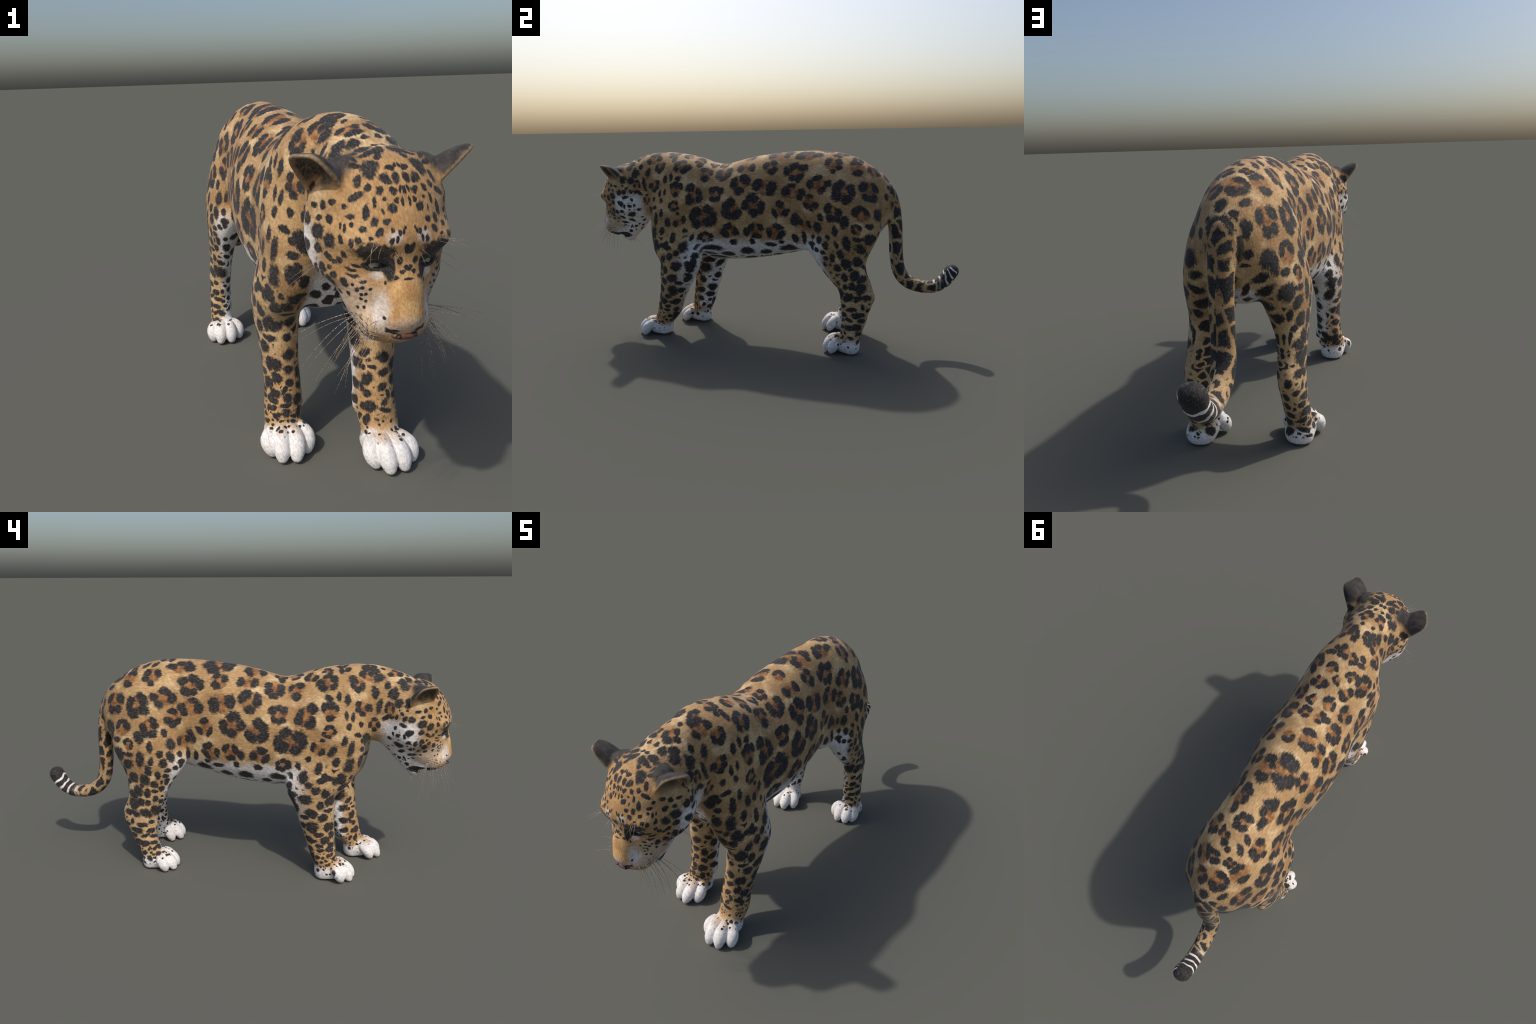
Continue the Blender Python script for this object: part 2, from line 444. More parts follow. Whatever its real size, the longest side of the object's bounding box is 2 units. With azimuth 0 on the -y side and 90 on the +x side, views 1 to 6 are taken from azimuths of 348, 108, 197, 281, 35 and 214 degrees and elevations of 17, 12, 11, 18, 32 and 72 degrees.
FLANK_SPOTS = [
    (0.144, -0.458, 0.867, 0.0256, 0.52, -87), (0.141, -0.495, 0.852, 0.0236, 0.58, -87), (0.095, -0.605, 0.879, 0.0286, 0.66, -87),
    (0.157, -0.494, 0.785, 0.0203, 0.48, -87), (0.149, -0.521, 0.777, 0.0204, 0.57, -86), (0.164, -0.505, 0.740, 0.0155, 0.97, 2),
    (0.135, -0.556, 0.745, 0.0152, 0.81, -86), (0.148, -0.547, 0.700, 0.0241, 0.52, -2), (0.181, -0.441, 0.629, 0.0320, 0.52, 59),
    (0.177, -0.490, 0.677, 0.0262, 0.58, 73), (0.171, -0.518, 0.641, 0.0383, 0.43, 77), (0.168, -0.337, 0.585, 0.0159, 0.92, -88),
    (0.081, -0.656, 0.910, 0.0214, 0.68, -87), (0.096, -0.678, 0.882, 0.0279, 0.69, 53), (0.106, -0.629, 0.820, 0.0372, 0.40, 74),
    (0.069, -0.461, 0.962, 0.0200, 0.76, -86), (0.064, -0.488, 0.967, 0.0152, 0.90, -86), (0.068, -0.719, 0.924, 0.0244, 0.78, 11),
    (0.185, -0.382, 0.547, 0.0319, 0.62, 78), (0.192, -0.412, 0.512, 0.0252, 0.77, -88), (0.179, -0.314, 0.504, 0.0343, 0.85, 77),
    (0.173, -0.512, 0.561, 0.0265, 0.99, -6), (0.184, -0.457, 0.580, 0.0178, 0.96, -87), (0.183, -0.467, 0.500, 0.0300, 0.77, 57),
    (0.193, -0.343, 0.471, 0.0202, 0.79, 5), (0.196, -0.377, 0.450, 0.0225, 0.83, 3), (0.189, -0.418, 0.434, 0.0269, 0.81, -89),
    (0.147, -0.416, 0.856, 0.0218, 0.62, 2), (0.159, -0.291, 0.552, 0.0214, 0.76, -89), (0.164, -0.108, 0.534, 0.0208, 0.91, 5),
    (0.157, -0.008, 0.542, 0.0194, 0.82, 84), (0.129, -0.046, 0.485, 0.0420, 0.72, 7), (0.118, -0.144, 0.462, 0.0269, 0.79, 9),
    (0.137, -0.199, 0.487, 0.0420, 0.58, -16), (0.155, -0.249, 0.454, 0.0275, 0.75, 12), (0.166, -0.262, 0.413, 0.0420, 0.51, 27),
    (0.152, -0.279, 0.354, 0.0387, 0.71, 87), (0.104, -0.580, 0.665, 0.0278, 0.98, 28), (0.176, -0.394, 0.676, 0.0125, 0.79, 4),
    (0.133, -0.564, 0.585, 0.0249, 0.98, -11), (0.114, -0.662, 0.775, 0.0248, 0.44, 31), (0.110, -0.589, 0.816, 0.0171, 0.57, -86),
    (0.190, 0.437, 0.657, 0.0351, 0.66, -56), (0.170, 0.322, 0.679, 0.0202, 0.88, -88), (0.168, 0.552, 0.638, 0.0229, 0.72, 5),
    (0.199, 0.385, 0.616, 0.0291, 0.61, -89), (0.199, 0.339, 0.585, 0.0205, 0.92, -90), (0.174, 0.293, 0.629, 0.0318, 0.77, -67),
    (0.147, 0.202, 0.663, 0.0420, 0.46, -78), (0.165, 0.255, 0.579, 0.0161, 0.97, -87), (0.207, 0.432, 0.555, 0.0420, 0.50, 87),
    (0.176, 0.543, 0.571, 0.0343, 0.97, 79), (0.197, 0.482, 0.577, 0.0213, 0.72, 6), (0.192, 0.497, 0.528, 0.0342, 0.77, 33),
    (0.126, 0.601, 0.686, 0.0336, 0.99, 9), (0.175, -0.033, 0.592, 0.0293, 0.65, 87), (0.130, 0.224, 0.573, 0.0377, 0.32, 82),
    (0.128, 0.189, 0.567, 0.0277, 0.48, 81), (0.208, 0.379, 0.550, 0.0211, 0.82, 88), (0.201, 0.323, 0.543, 0.0242, 0.90, 88),
    (0.208, 0.394, 0.504, 0.0287, 0.70, 85), (0.203, 0.351, 0.483, 0.0214, 0.89, 84), (0.194, 0.305, 0.507, 0.0174, 0.76, -8),
    (0.192, 0.317, 0.478, 0.0158, 0.93, 82), (0.180, 0.273, 0.519, 0.0152, 0.90, 82), (0.188, 0.291, 0.574, 0.0249, 0.81, -74),
    (0.100, 0.157, 0.509, 0.0420, 0.66, 3), (0.133, 0.082, 0.528, 0.0352, 0.45, 16), (0.107, 0.048, 0.482, 0.0342, 0.73, -6),
    (0.166, 0.249, 0.545, 0.0235, 0.66, -13), (0.128, 0.136, 0.545, 0.0141, 0.91, 14),
]
BACK_ROSETTES = [
    (-0.069, -0.331, 0.934, 0.0358, 0.99, 43, "10.7 8.6 4.2"), (-0.033, -0.255, 0.926, 0.0376, 0.84, 35, "1 2.3 4.8 6"),
    (-0.022, -0.189, 0.922, 0.0364, 0.71, -34, "4 5.6 8.6"), (-0.038, -0.076, 0.947, 0.0537, 0.81, 28, "2.1 3.2 9.7 8.4 7.1"),
    (-0.035, 0.092, 0.972, 0.0793, 0.72, 17, "2.3 3.6 9.6 8.7 7"), (0.045, 0.115, 0.972, 0.0800, 0.56, 38, "3.2 1.8 8.5 9.6"),
    (0.041, -0.054, 0.951, 0.0405, 0.77, 36, "11.8 10.2 8.8"), (-0.059, -0.398, 0.958, 0.0290, 0.84, -52, "2.9 4.7 11.2 0.6 8.9"),
    (-0.016, -0.354, 0.961, 0.0248, 0.94, 32, "0 1.9 9.9 7.9"), (0.023, -0.474, 0.979, 0.0383, 0.86, 29, "4 5.7 7.9 10"),
    (-0.022, -0.460, 0.979, 0.0283, 0.97, 31, "2.9 4.9 6.9 8.9"), (0.033, -0.389, 0.964, 0.0315, 0.96, -70, "4.9 2.9 0.7"),
    (0.054, -0.320, 0.938, 0.0483, 0.68, -78, "3.9 6.4 9.8 11.8"), (0.032, -0.568, 0.980, 0.0457, 0.62, 31, "3.4 1.6 11.5 10"),
    (-0.042, -0.581, 0.970, 0.0454, 0.84, 29, "1.2 10.6 9.5 3.6 5.7"), (0.037, -0.685, 0.956, 0.0366, 0.98, 32, "6.4 9 3 0.9"),
    (-0.035, -0.686, 0.954, 0.0394, 0.71, 27, "2.2 3.5 0.2 8"), (0.038, -0.247, 0.923, 0.0336, 0.74, -70, "4 6.6 8.6"),
    (0.040, -0.186, 0.918, 0.0339, 0.94, 34, "4.1 1.9 6.8 10.1"), (0.001, 0.342, 0.988, 0.0426, 0.91, -58, "6.1 4.1 2 8 10.1"),
    (0.040, 0.418, 0.971, 0.0410, 0.70, 32, "4.1 5.6 0.8 10"), (0.036, 0.500, 0.945, 0.0364, 0.76, 26, "4.7 2.1 9 10.6"),
    (-0.030, 0.492, 0.948, 0.0265, 0.98, -55, "10.8 1.8 4.9 7.8"), (-0.024, 0.571, 0.907, 0.0479, 0.92, 33, "2.8 4.8 7 8.8 9.7"),
    (0.053, 0.581, 0.885, 0.0408, 0.89, -69, "2.5 11.6 9.4"),
]
BACK_SPOTS = [
    (-0.040, 0.433, 0.964, 0.0290, 0.51, 45), (-0.047, 0.388, 0.968, 0.0244, 0.50, 57), (0.001, 0.456, 0.967, 0.0133, 0.97, -59),
    (-0.040, 0.650, 0.828, 0.0177, 0.82, -37), (-0.014, 0.662, 0.822, 0.0134, 0.84, -57), (-0.062, 0.611, 0.858, 0.0249, 0.60, -15),
    (0.004, 0.638, 0.854, 0.0319, 0.70, -12), (-0.142, 0.586, 0.667, 0.0416, 0.47, 78), (-0.078, 0.642, 0.792, 0.0242, 0.93, 64),
    (-0.058, -0.201, 0.910, 0.0180, 0.91, -52), (0.025, -0.632, 0.974, 0.0119, 0.78, 30), (-0.022, -0.636, 0.971, 0.0112, 0.80, -47),
    (-0.065, -0.621, 0.938, 0.0275, 0.86, 45), (-0.102, -0.512, 0.931, 0.0272, 0.83, -38), (-0.057, -0.490, 0.971, 0.0144, 0.93, 35),
    (0.080, -0.458, 0.950, 0.0233, 0.72, -83),
]
CROWN_SPOTS = [
    (0.057, -0.861, 0.884, 0.0177, 0.91, -35), (0.033, -0.880, 0.877, 0.0141, 0.78, -29), (0.012, -0.886, 0.876, 0.0142, 0.55, -22),
    (0.030, -0.887, 0.871, 0.0098, 0.91, 4), (0.078, -0.837, 0.894, 0.0125, 0.75, 70), (0.083, -0.859, 0.867, 0.0145, 0.61, -43),
    (0.069, -0.880, 0.857, 0.0106, 0.73, -44), (0.049, -0.893, 0.853, 0.0118, 0.75, -40), (0.027, -0.899, 0.855, 0.0074, 0.69, -4),
    (0.017, -0.866, 0.894, 0.0084, 0.83, 71), (0.013, -0.868, 0.893, 0.0088, 0.97, -78), (0.003, -0.864, 0.898, 0.0074, 0.50, -20),
    (0.023, -0.902, 0.852, 0.0092, 0.83, 20), (0.060, -0.900, 0.830, 0.0120, 0.48, 3), (0.040, -0.905, 0.837, 0.0058, 0.98, 89),
    (0.028, -0.916, 0.822, 0.0107, 0.83, -3), (0.018, -0.911, 0.836, 0.0064, 0.76, -5), (0.047, -0.913, 0.815, 0.0070, 0.63, 1),
    (0.092, -0.873, 0.840, 0.0177, 0.51, 53), (0.077, -0.897, 0.813, 0.0157, 0.58, -62), (0.102, -0.877, 0.804, 0.0133, 0.50, 8),
    (0.065, -0.912, 0.797, 0.0110, 0.82, -84), (0.043, -0.923, 0.797, 0.0088, 0.87, -89), (0.057, -0.926, 0.778, 0.0094, 0.90, 2),
    (0.085, -0.907, 0.782, 0.0079, 0.98, -49), (0.101, -0.887, 0.788, 0.0073, 0.80, -57), (0.007, -0.914, 0.834, 0.0106, 0.27, 3),
    (0.011, -0.903, 0.854, 0.0082, 0.39, -8), (0.003, -0.905, 0.852, 0.0104, 0.33, 13), (0.022, -0.815, 0.920, 0.0222, 0.70, -27),
    (0.041, -0.785, 0.921, 0.0193, 0.95, 68), (0.077, -0.791, 0.912, 0.0123, 0.65, 61), (0.054, -0.817, 0.911, 0.0108, 0.90, 61),
    (0.009, -0.777, 0.927, 0.0103, 0.77, 29), (0.042, -0.813, 0.916, 0.0134, 0.88, -45), (0.028, -0.834, 0.912, 0.0122, 0.79, -41),
    (0.054, -0.851, 0.893, 0.0236, 0.91, -34), (0.066, -0.792, 0.913, 0.0120, 0.95, 29), (0.076, -0.820, 0.907, 0.0157, 0.45, 22),
    (0.045, -0.744, 0.930, 0.0229, 0.77, -42), (0.090, -0.775, 0.907, 0.0154, 0.98, -56), (0.013, -0.781, 0.927, 0.0091, 0.74, 64),
    (0.014, -0.737, 0.943, 0.0121, 0.91, -26), (0.083, -0.730, 0.907, 0.0240, 1.00, -42), (0.103, -0.688, 0.869, 0.0240, 0.89, 77),
    (0.124, -0.743, 0.855, 0.0167, 0.85, 56), (0.118, -0.709, 0.838, 0.0240, 0.91, 77), (0.141, -0.745, 0.844, 0.0200, 0.79, -1),
]
CHEEK_SPOTS = [
    (0.109, -0.864, 0.822, 0.0072, 0.84, 16), (0.125, -0.840, 0.825, 0.0110, 0.52, 12), (0.137, -0.818, 0.815, 0.0102, 0.80, 9),
    (0.146, -0.788, 0.812, 0.0139, 0.47, 10), (0.129, -0.839, 0.791, 0.0119, 0.98, 14), (0.143, -0.807, 0.789, 0.0124, 0.54, 13),
    (0.147, -0.809, 0.761, 0.0240, 0.76, 12), (0.154, -0.763, 0.777, 0.0163, 0.98, -71), (0.131, -0.846, 0.745, 0.0185, 0.96, -78),
    (0.119, -0.877, 0.754, 0.0108, 0.65, -79), (0.143, -0.811, 0.723, 0.0180, 0.82, 11), (0.153, -0.754, 0.716, 0.0193, 0.84, 63),
    (0.118, -0.867, 0.781, 0.0094, 0.44, -65), (0.112, -0.878, 0.779, 0.0102, 0.46, -59), (0.130, -0.836, 0.711, 0.0134, 0.78, -25),
    (0.121, -0.850, 0.703, 0.0086, 0.86, 7), (0.114, -0.862, 0.710, 0.0093, 0.82, -86), (0.110, -0.872, 0.723, 0.0083, 0.85, 67),
    (0.128, -0.835, 0.688, 0.0085, 0.67, 11), (0.122, -0.844, 0.671, 0.0114, 0.72, 11), (0.107, -0.866, 0.661, 0.0125, 0.95, -62),
    (0.137, -0.812, 0.679, 0.0147, 0.92, 14), (0.004, -0.937, 0.742, 0.0120, 0.57, 10), (0.026, -0.939, 0.763, 0.0098, 0.36, 1),
    (0.035, -0.937, 0.762, 0.0091, 0.53, 1), (0.033, -0.933, 0.782, 0.0062, 0.87, -1), (0.014, -0.937, 0.779, 0.0083, 0.42, -3),
    (0.021, -0.937, 0.778, 0.0090, 0.55, 9), (0.010, -0.936, 0.787, 0.0069, 0.46, -5), (0.074, -0.924, 0.766, 0.0051, 0.82, -88),
    (0.096, -0.911, 0.763, 0.0080, 0.95, 2), (0.108, -0.901, 0.754, 0.0108, 0.72, -85), (0.095, -0.882, 0.662, 0.0037, 0.98, 6),
    (0.088, -0.887, 0.651, 0.0072, 0.75, 71), (0.097, -0.864, 0.636, 0.0078, 0.87, 63), (0.081, -0.895, 0.656, 0.0068, 0.53, 0),
    (0.078, -0.892, 0.639, 0.0050, 0.96, 70), (0.078, -0.888, 0.628, 0.0047, 0.89, 69), (0.071, -0.899, 0.641, 0.0042, 0.93, -5),
    (0.069, -0.894, 0.622, 0.0049, 0.78, 3), (0.065, -0.906, 0.653, 0.0047, 0.93, 1), (0.081, -0.876, 0.605, 0.0054, 0.92, 78),
    (0.072, -0.890, 0.607, 0.0051, 0.99, -52), (0.089, -0.888, 0.702, 0.0138, 0.32, -28), (0.096, -0.879, 0.692, 0.0150, 0.30, -15),
    (0.095, -0.881, 0.679, 0.0153, 0.30, 0), (0.078, -0.897, 0.667, 0.0103, 0.36, -84), (0.045, -0.932, 0.604, 0.0057, 0.89, -60),
    (0.043, -0.921, 0.671, 0.0050, 0.74, -76), (0.012, -0.937, 0.694, 0.0070, 0.61, -61), (0.016, -0.932, 0.715, 0.0095, 0.74, 2),
    (0.000, -0.941, 0.682, 0.0122, 0.25, -84), (0.024, -0.935, 0.683, 0.0060, 0.59, -76), (0.003, -0.936, 0.702, 0.0057, 0.97, 4),
    (0.152, -0.734, 0.780, 0.0142, 0.99, -66), (0.152, -0.732, 0.752, 0.0188, 0.52, -14), (0.133, -0.699, 0.739, 0.0121, 0.70, 37),
    (0.134, -0.699, 0.781, 0.0122, 0.61, 62), (0.144, -0.722, 0.799, 0.0096, 0.98, 62), (0.138, -0.711, 0.706, 0.0140, 0.83, 16),
    (0.148, -0.738, 0.700, 0.0139, 0.60, -85), (0.153, -0.764, 0.718, 0.0156, 0.69, 71), (0.107, -0.719, 0.655, 0.0240, 0.95, 55),
    (0.142, -0.758, 0.674, 0.0155, 0.76, 24), (0.078, -0.734, 0.621, 0.0222, 0.53, 42), (0.142, -0.786, 0.672, 0.0136, 0.98, -64),
    (0.083, -0.777, 0.607, 0.0216, 0.41, 24), (0.106, -0.801, 0.631, 0.0097, 0.72, 6), (0.061, -0.753, 0.579, 0.0157, 0.40, -58),
    (0.102, -0.832, 0.629, 0.0093, 0.83, 20), (0.094, -0.815, 0.610, 0.0068, 0.66, 9), (0.067, -0.769, 0.584, 0.0072, 0.54, 15),
    (0.074, -0.789, 0.586, 0.0072, 0.61, 37), (0.123, -0.826, 0.654, 0.0183, 0.78, -84), (0.136, -0.808, 0.666, 0.0103, 0.80, 70),
    (0.112, -0.775, 0.639, 0.0183, 0.67, 59), (0.146, -0.743, 0.817, 0.0067, 0.89, -87), (0.134, -0.711, 0.810, 0.0055, 0.89, -87),
    (0.123, -0.681, 0.777, 0.0151, 0.45, 32),
]
HIND_LEG_SPOTS = [
    (0.193, 0.473, 0.463, 0.0349, 0.85, 29), (0.204, 0.416, 0.459, 0.0301, 0.91, -69), (0.200, 0.371, 0.436, 0.0235, 0.88, -2),
    (0.192, 0.338, 0.447, 0.0118, 0.70, 83), (0.180, 0.315, 0.448, 0.0195, 0.74, 79), (0.202, 0.431, 0.429, 0.0132, 0.97, 6),
    (0.198, 0.452, 0.397, 0.0283, 0.98, 8), (0.188, 0.485, 0.377, 0.0313, 0.68, -18), (0.201, 0.406, 0.391, 0.0263, 0.73, 85),
    (0.195, 0.371, 0.399, 0.0184, 0.73, -5), (0.184, 0.339, 0.414, 0.0174, 0.93, -17), (0.192, 0.482, 0.334, 0.0349, 0.90, -53),
    (0.199, 0.443, 0.344, 0.0223, 0.93, 86), (0.197, 0.409, 0.340, 0.0172, 1.00, 0), (0.191, 0.375, 0.361, 0.0176, 0.86, 84),
    (0.169, 0.353, 0.342, 0.0195, 0.88, 70), (0.185, 0.385, 0.302, 0.0341, 0.61, 83), (0.197, 0.424, 0.288, 0.0324, 0.71, -18),
    (0.199, 0.471, 0.285, 0.0306, 0.52, -31), (0.190, 0.511, 0.289, 0.0240, 0.67, 9), (0.197, 0.495, 0.245, 0.0212, 0.61, 85),
    (0.187, 0.403, 0.241, 0.0175, 0.81, -10), (0.200, 0.443, 0.226, 0.0304, 0.50, -9), (0.201, 0.473, 0.199, 0.0387, 0.47, -6),
    (0.189, 0.405, 0.195, 0.0214, 0.72, 18), (0.202, 0.430, 0.174, 0.0244, 0.41, 16), (0.184, 0.397, 0.168, 0.0248, 0.41, 3),
    (0.198, 0.484, 0.171, 0.0195, 0.76, 18), (0.208, 0.442, 0.136, 0.0383, 0.44, 6), (0.191, 0.393, 0.135, 0.0266, 0.47, 4),
    (0.174, 0.376, 0.109, 0.0181, 0.78, 66), (0.209, 0.417, 0.110, 0.0083, 0.95, 89), (0.199, 0.391, 0.105, 0.0108, 0.99, -3),
    (0.208, 0.439, 0.087, 0.0192, 0.76, 15), (0.208, 0.402, 0.088, 0.0087, 0.83, 1), (0.204, 0.370, 0.085, 0.0146, 0.96, -9),
    (0.216, 0.409, 0.063, 0.0153, 0.93, 6), (0.214, 0.384, 0.067, 0.0124, 0.56, 8), (0.187, 0.352, 0.088, 0.0102, 0.93, -72),
    (0.200, 0.332, 0.079, 0.0088, 0.84, 8),
]
HAUNCH_SPOTS = [
    (0.034, 0.682, 0.777, 0.0290, 0.87, -3), (0.076, 0.650, 0.770, 0.0227, 0.79, -5), (0.043, 0.656, 0.813, 0.0132, 0.99, -42),
    (0.000, 0.690, 0.746, 0.0118, 0.98, 88), (0.083, 0.648, 0.710, 0.0180, 1.00, -1), (0.067, 0.650, 0.674, 0.0211, 0.39, 86),
    (0.103, 0.610, 0.630, 0.0320, 0.56, 46), (0.109, 0.588, 0.582, 0.0390, 0.46, -62), (0.056, 0.613, 0.591, 0.0323, 0.43, -51),
    (0.161, 0.564, 0.573, 0.0247, 0.86, -79), (0.190, 0.509, 0.579, 0.0152, 0.74, -13), (0.093, 0.545, 0.526, 0.0420, 0.63, -29),
    (0.170, 0.522, 0.492, 0.0237, 0.72, -71), (0.132, 0.538, 0.481, 0.0221, 0.94, -9), (0.177, 0.502, 0.438, 0.0191, 0.81, -11),
    (0.165, 0.513, 0.409, 0.0265, 0.27, -4), (0.194, 0.467, 0.398, 0.0166, 0.79, 86), (0.176, 0.521, 0.320, 0.0096, 0.61, -29),
    (0.139, 0.520, 0.349, 0.0101, 0.86, 6), (0.160, 0.519, 0.356, 0.0055, 0.84, -3), (0.163, 0.549, 0.267, 0.0181, 0.80, -2),
    (0.114, 0.549, 0.541, 0.0203, 0.47, -88), (0.126, 0.520, 0.494, 0.0250, 0.74, -60), (0.159, 0.500, 0.421, 0.0218, 0.36, -85),
    (0.136, 0.516, 0.365, 0.0111, 0.90, 29), (0.131, 0.520, 0.323, 0.0167, 0.45, 18),
]
HOCK_SPOTS = [
    (0.185, 0.521, 0.225, 0.0173, 0.74, -11), (0.151, 0.532, 0.211, 0.0167, 0.70, -15), (0.192, 0.494, 0.170, 0.0141, 0.98, -52),
    (0.173, 0.505, 0.158, 0.0082, 0.92, 1), (0.202, 0.467, 0.137, 0.0291, 0.73, 13), (0.146, 0.510, 0.171, 0.0204, 0.75, 4),
    (0.157, 0.496, 0.132, 0.0187, 0.64, 66), (0.189, 0.474, 0.106, 0.0230, 0.52, 39), (0.141, 0.471, 0.097, 0.0256, 0.80, -20),
    (0.136, 0.453, 0.055, 0.0266, 0.63, -52), (0.192, 0.456, 0.063, 0.0307, 0.35, 70), (0.174, 0.462, 0.049, 0.0097, 0.61, -88),
    (0.209, 0.442, 0.041, 0.0193, 0.30, -18), (0.201, 0.476, 0.064, 0.0176, 0.60, 73), (0.176, 0.481, 0.049, 0.0086, 0.69, -68),
    (0.165, 0.252, 0.527, 0.0161, 0.76, 62), (0.121, 0.281, 0.471, 0.0238, 0.91, -17), (0.149, 0.313, 0.418, 0.0236, 0.71, 3),
    (0.156, 0.288, 0.459, 0.0143, 0.64, 25), (0.116, 0.354, 0.390, 0.0335, 0.57, -4), (0.144, 0.338, 0.373, 0.0199, 0.44, 63),
    (0.168, 0.369, 0.296, 0.0346, 0.74, 25), (0.131, 0.397, 0.251, 0.0218, 0.78, -12), (0.152, 0.386, 0.228, 0.0124, 0.61, 78),
    (0.132, 0.402, 0.209, 0.0167, 0.83, -16), (0.163, 0.387, 0.203, 0.0108, 0.90, -3), (0.133, 0.404, 0.168, 0.0142, 0.89, -22),
    (0.162, 0.387, 0.158, 0.0141, 0.64, 83), (0.153, 0.384, 0.136, 0.0109, 0.89, 77), (0.186, 0.382, 0.111, 0.0121, 0.69, -84),
    (0.207, 0.390, 0.081, 0.0102, 0.60, 28), (0.194, 0.323, 0.081, 0.0093, 0.56, 51), (0.223, 0.341, 0.073, 0.0072, 0.68, 60),
]
FORE_LEG_SPOTS = [
    (0.193, -0.327, 0.404, 0.0372, 0.79, -3), (0.186, -0.356, 0.334, 0.0366, 0.74, -16), (0.187, -0.398, 0.376, 0.0235, 0.92, -89),
    (0.170, -0.435, 0.399, 0.0327, 0.58, 50), (0.169, -0.433, 0.352, 0.0271, 0.45, -2), (0.179, -0.410, 0.316, 0.0264, 0.85, 11),
    (0.173, -0.323, 0.311, 0.0274, 0.51, 11), (0.178, -0.361, 0.264, 0.0330, 0.98, 11), (0.167, -0.432, 0.265, 0.0243, 0.97, -56),
    (0.178, -0.391, 0.231, 0.0236, 0.66, 20), (0.159, -0.444, 0.226, 0.0199, 0.65, -87), (0.170, -0.362, 0.194, 0.0280, 0.45, 18),
    (0.174, -0.417, 0.203, 0.0237, 0.91, -2), (0.161, -0.355, 0.155, 0.0205, 0.82, 8), (0.177, -0.396, 0.176, 0.0215, 0.55, -11),
    (0.162, -0.446, 0.176, 0.0193, 0.86, -87), (0.159, -0.359, 0.129, 0.0237, 0.66, 36), (0.179, -0.404, 0.154, 0.0199, 0.45, -6),
    (0.169, -0.441, 0.154, 0.0132, 0.92, -5), (0.177, -0.387, 0.120, 0.0174, 0.74, 15), (0.183, -0.413, 0.116, 0.0100, 0.87, 5),
    (0.174, -0.441, 0.128, 0.0146, 0.71, -2), (0.168, -0.383, 0.083, 0.0189, 0.58, 44), (0.184, -0.407, 0.094, 0.0107, 0.80, 13),
    (0.184, -0.429, 0.100, 0.0101, 0.70, 1), (0.165, -0.460, 0.108, 0.0141, 0.61, -4), (0.181, -0.406, 0.070, 0.0080, 0.94, 17),
    (0.185, -0.435, 0.080, 0.0117, 0.68, 2), (0.174, -0.392, 0.050, 0.0122, 0.74, -18), (0.187, -0.421, 0.059, 0.0070, 0.75, 9),
    (0.191, -0.437, 0.042, 0.0076, 0.77, 8), (0.208, -0.468, 0.058, 0.0153, 0.67, -87),
]
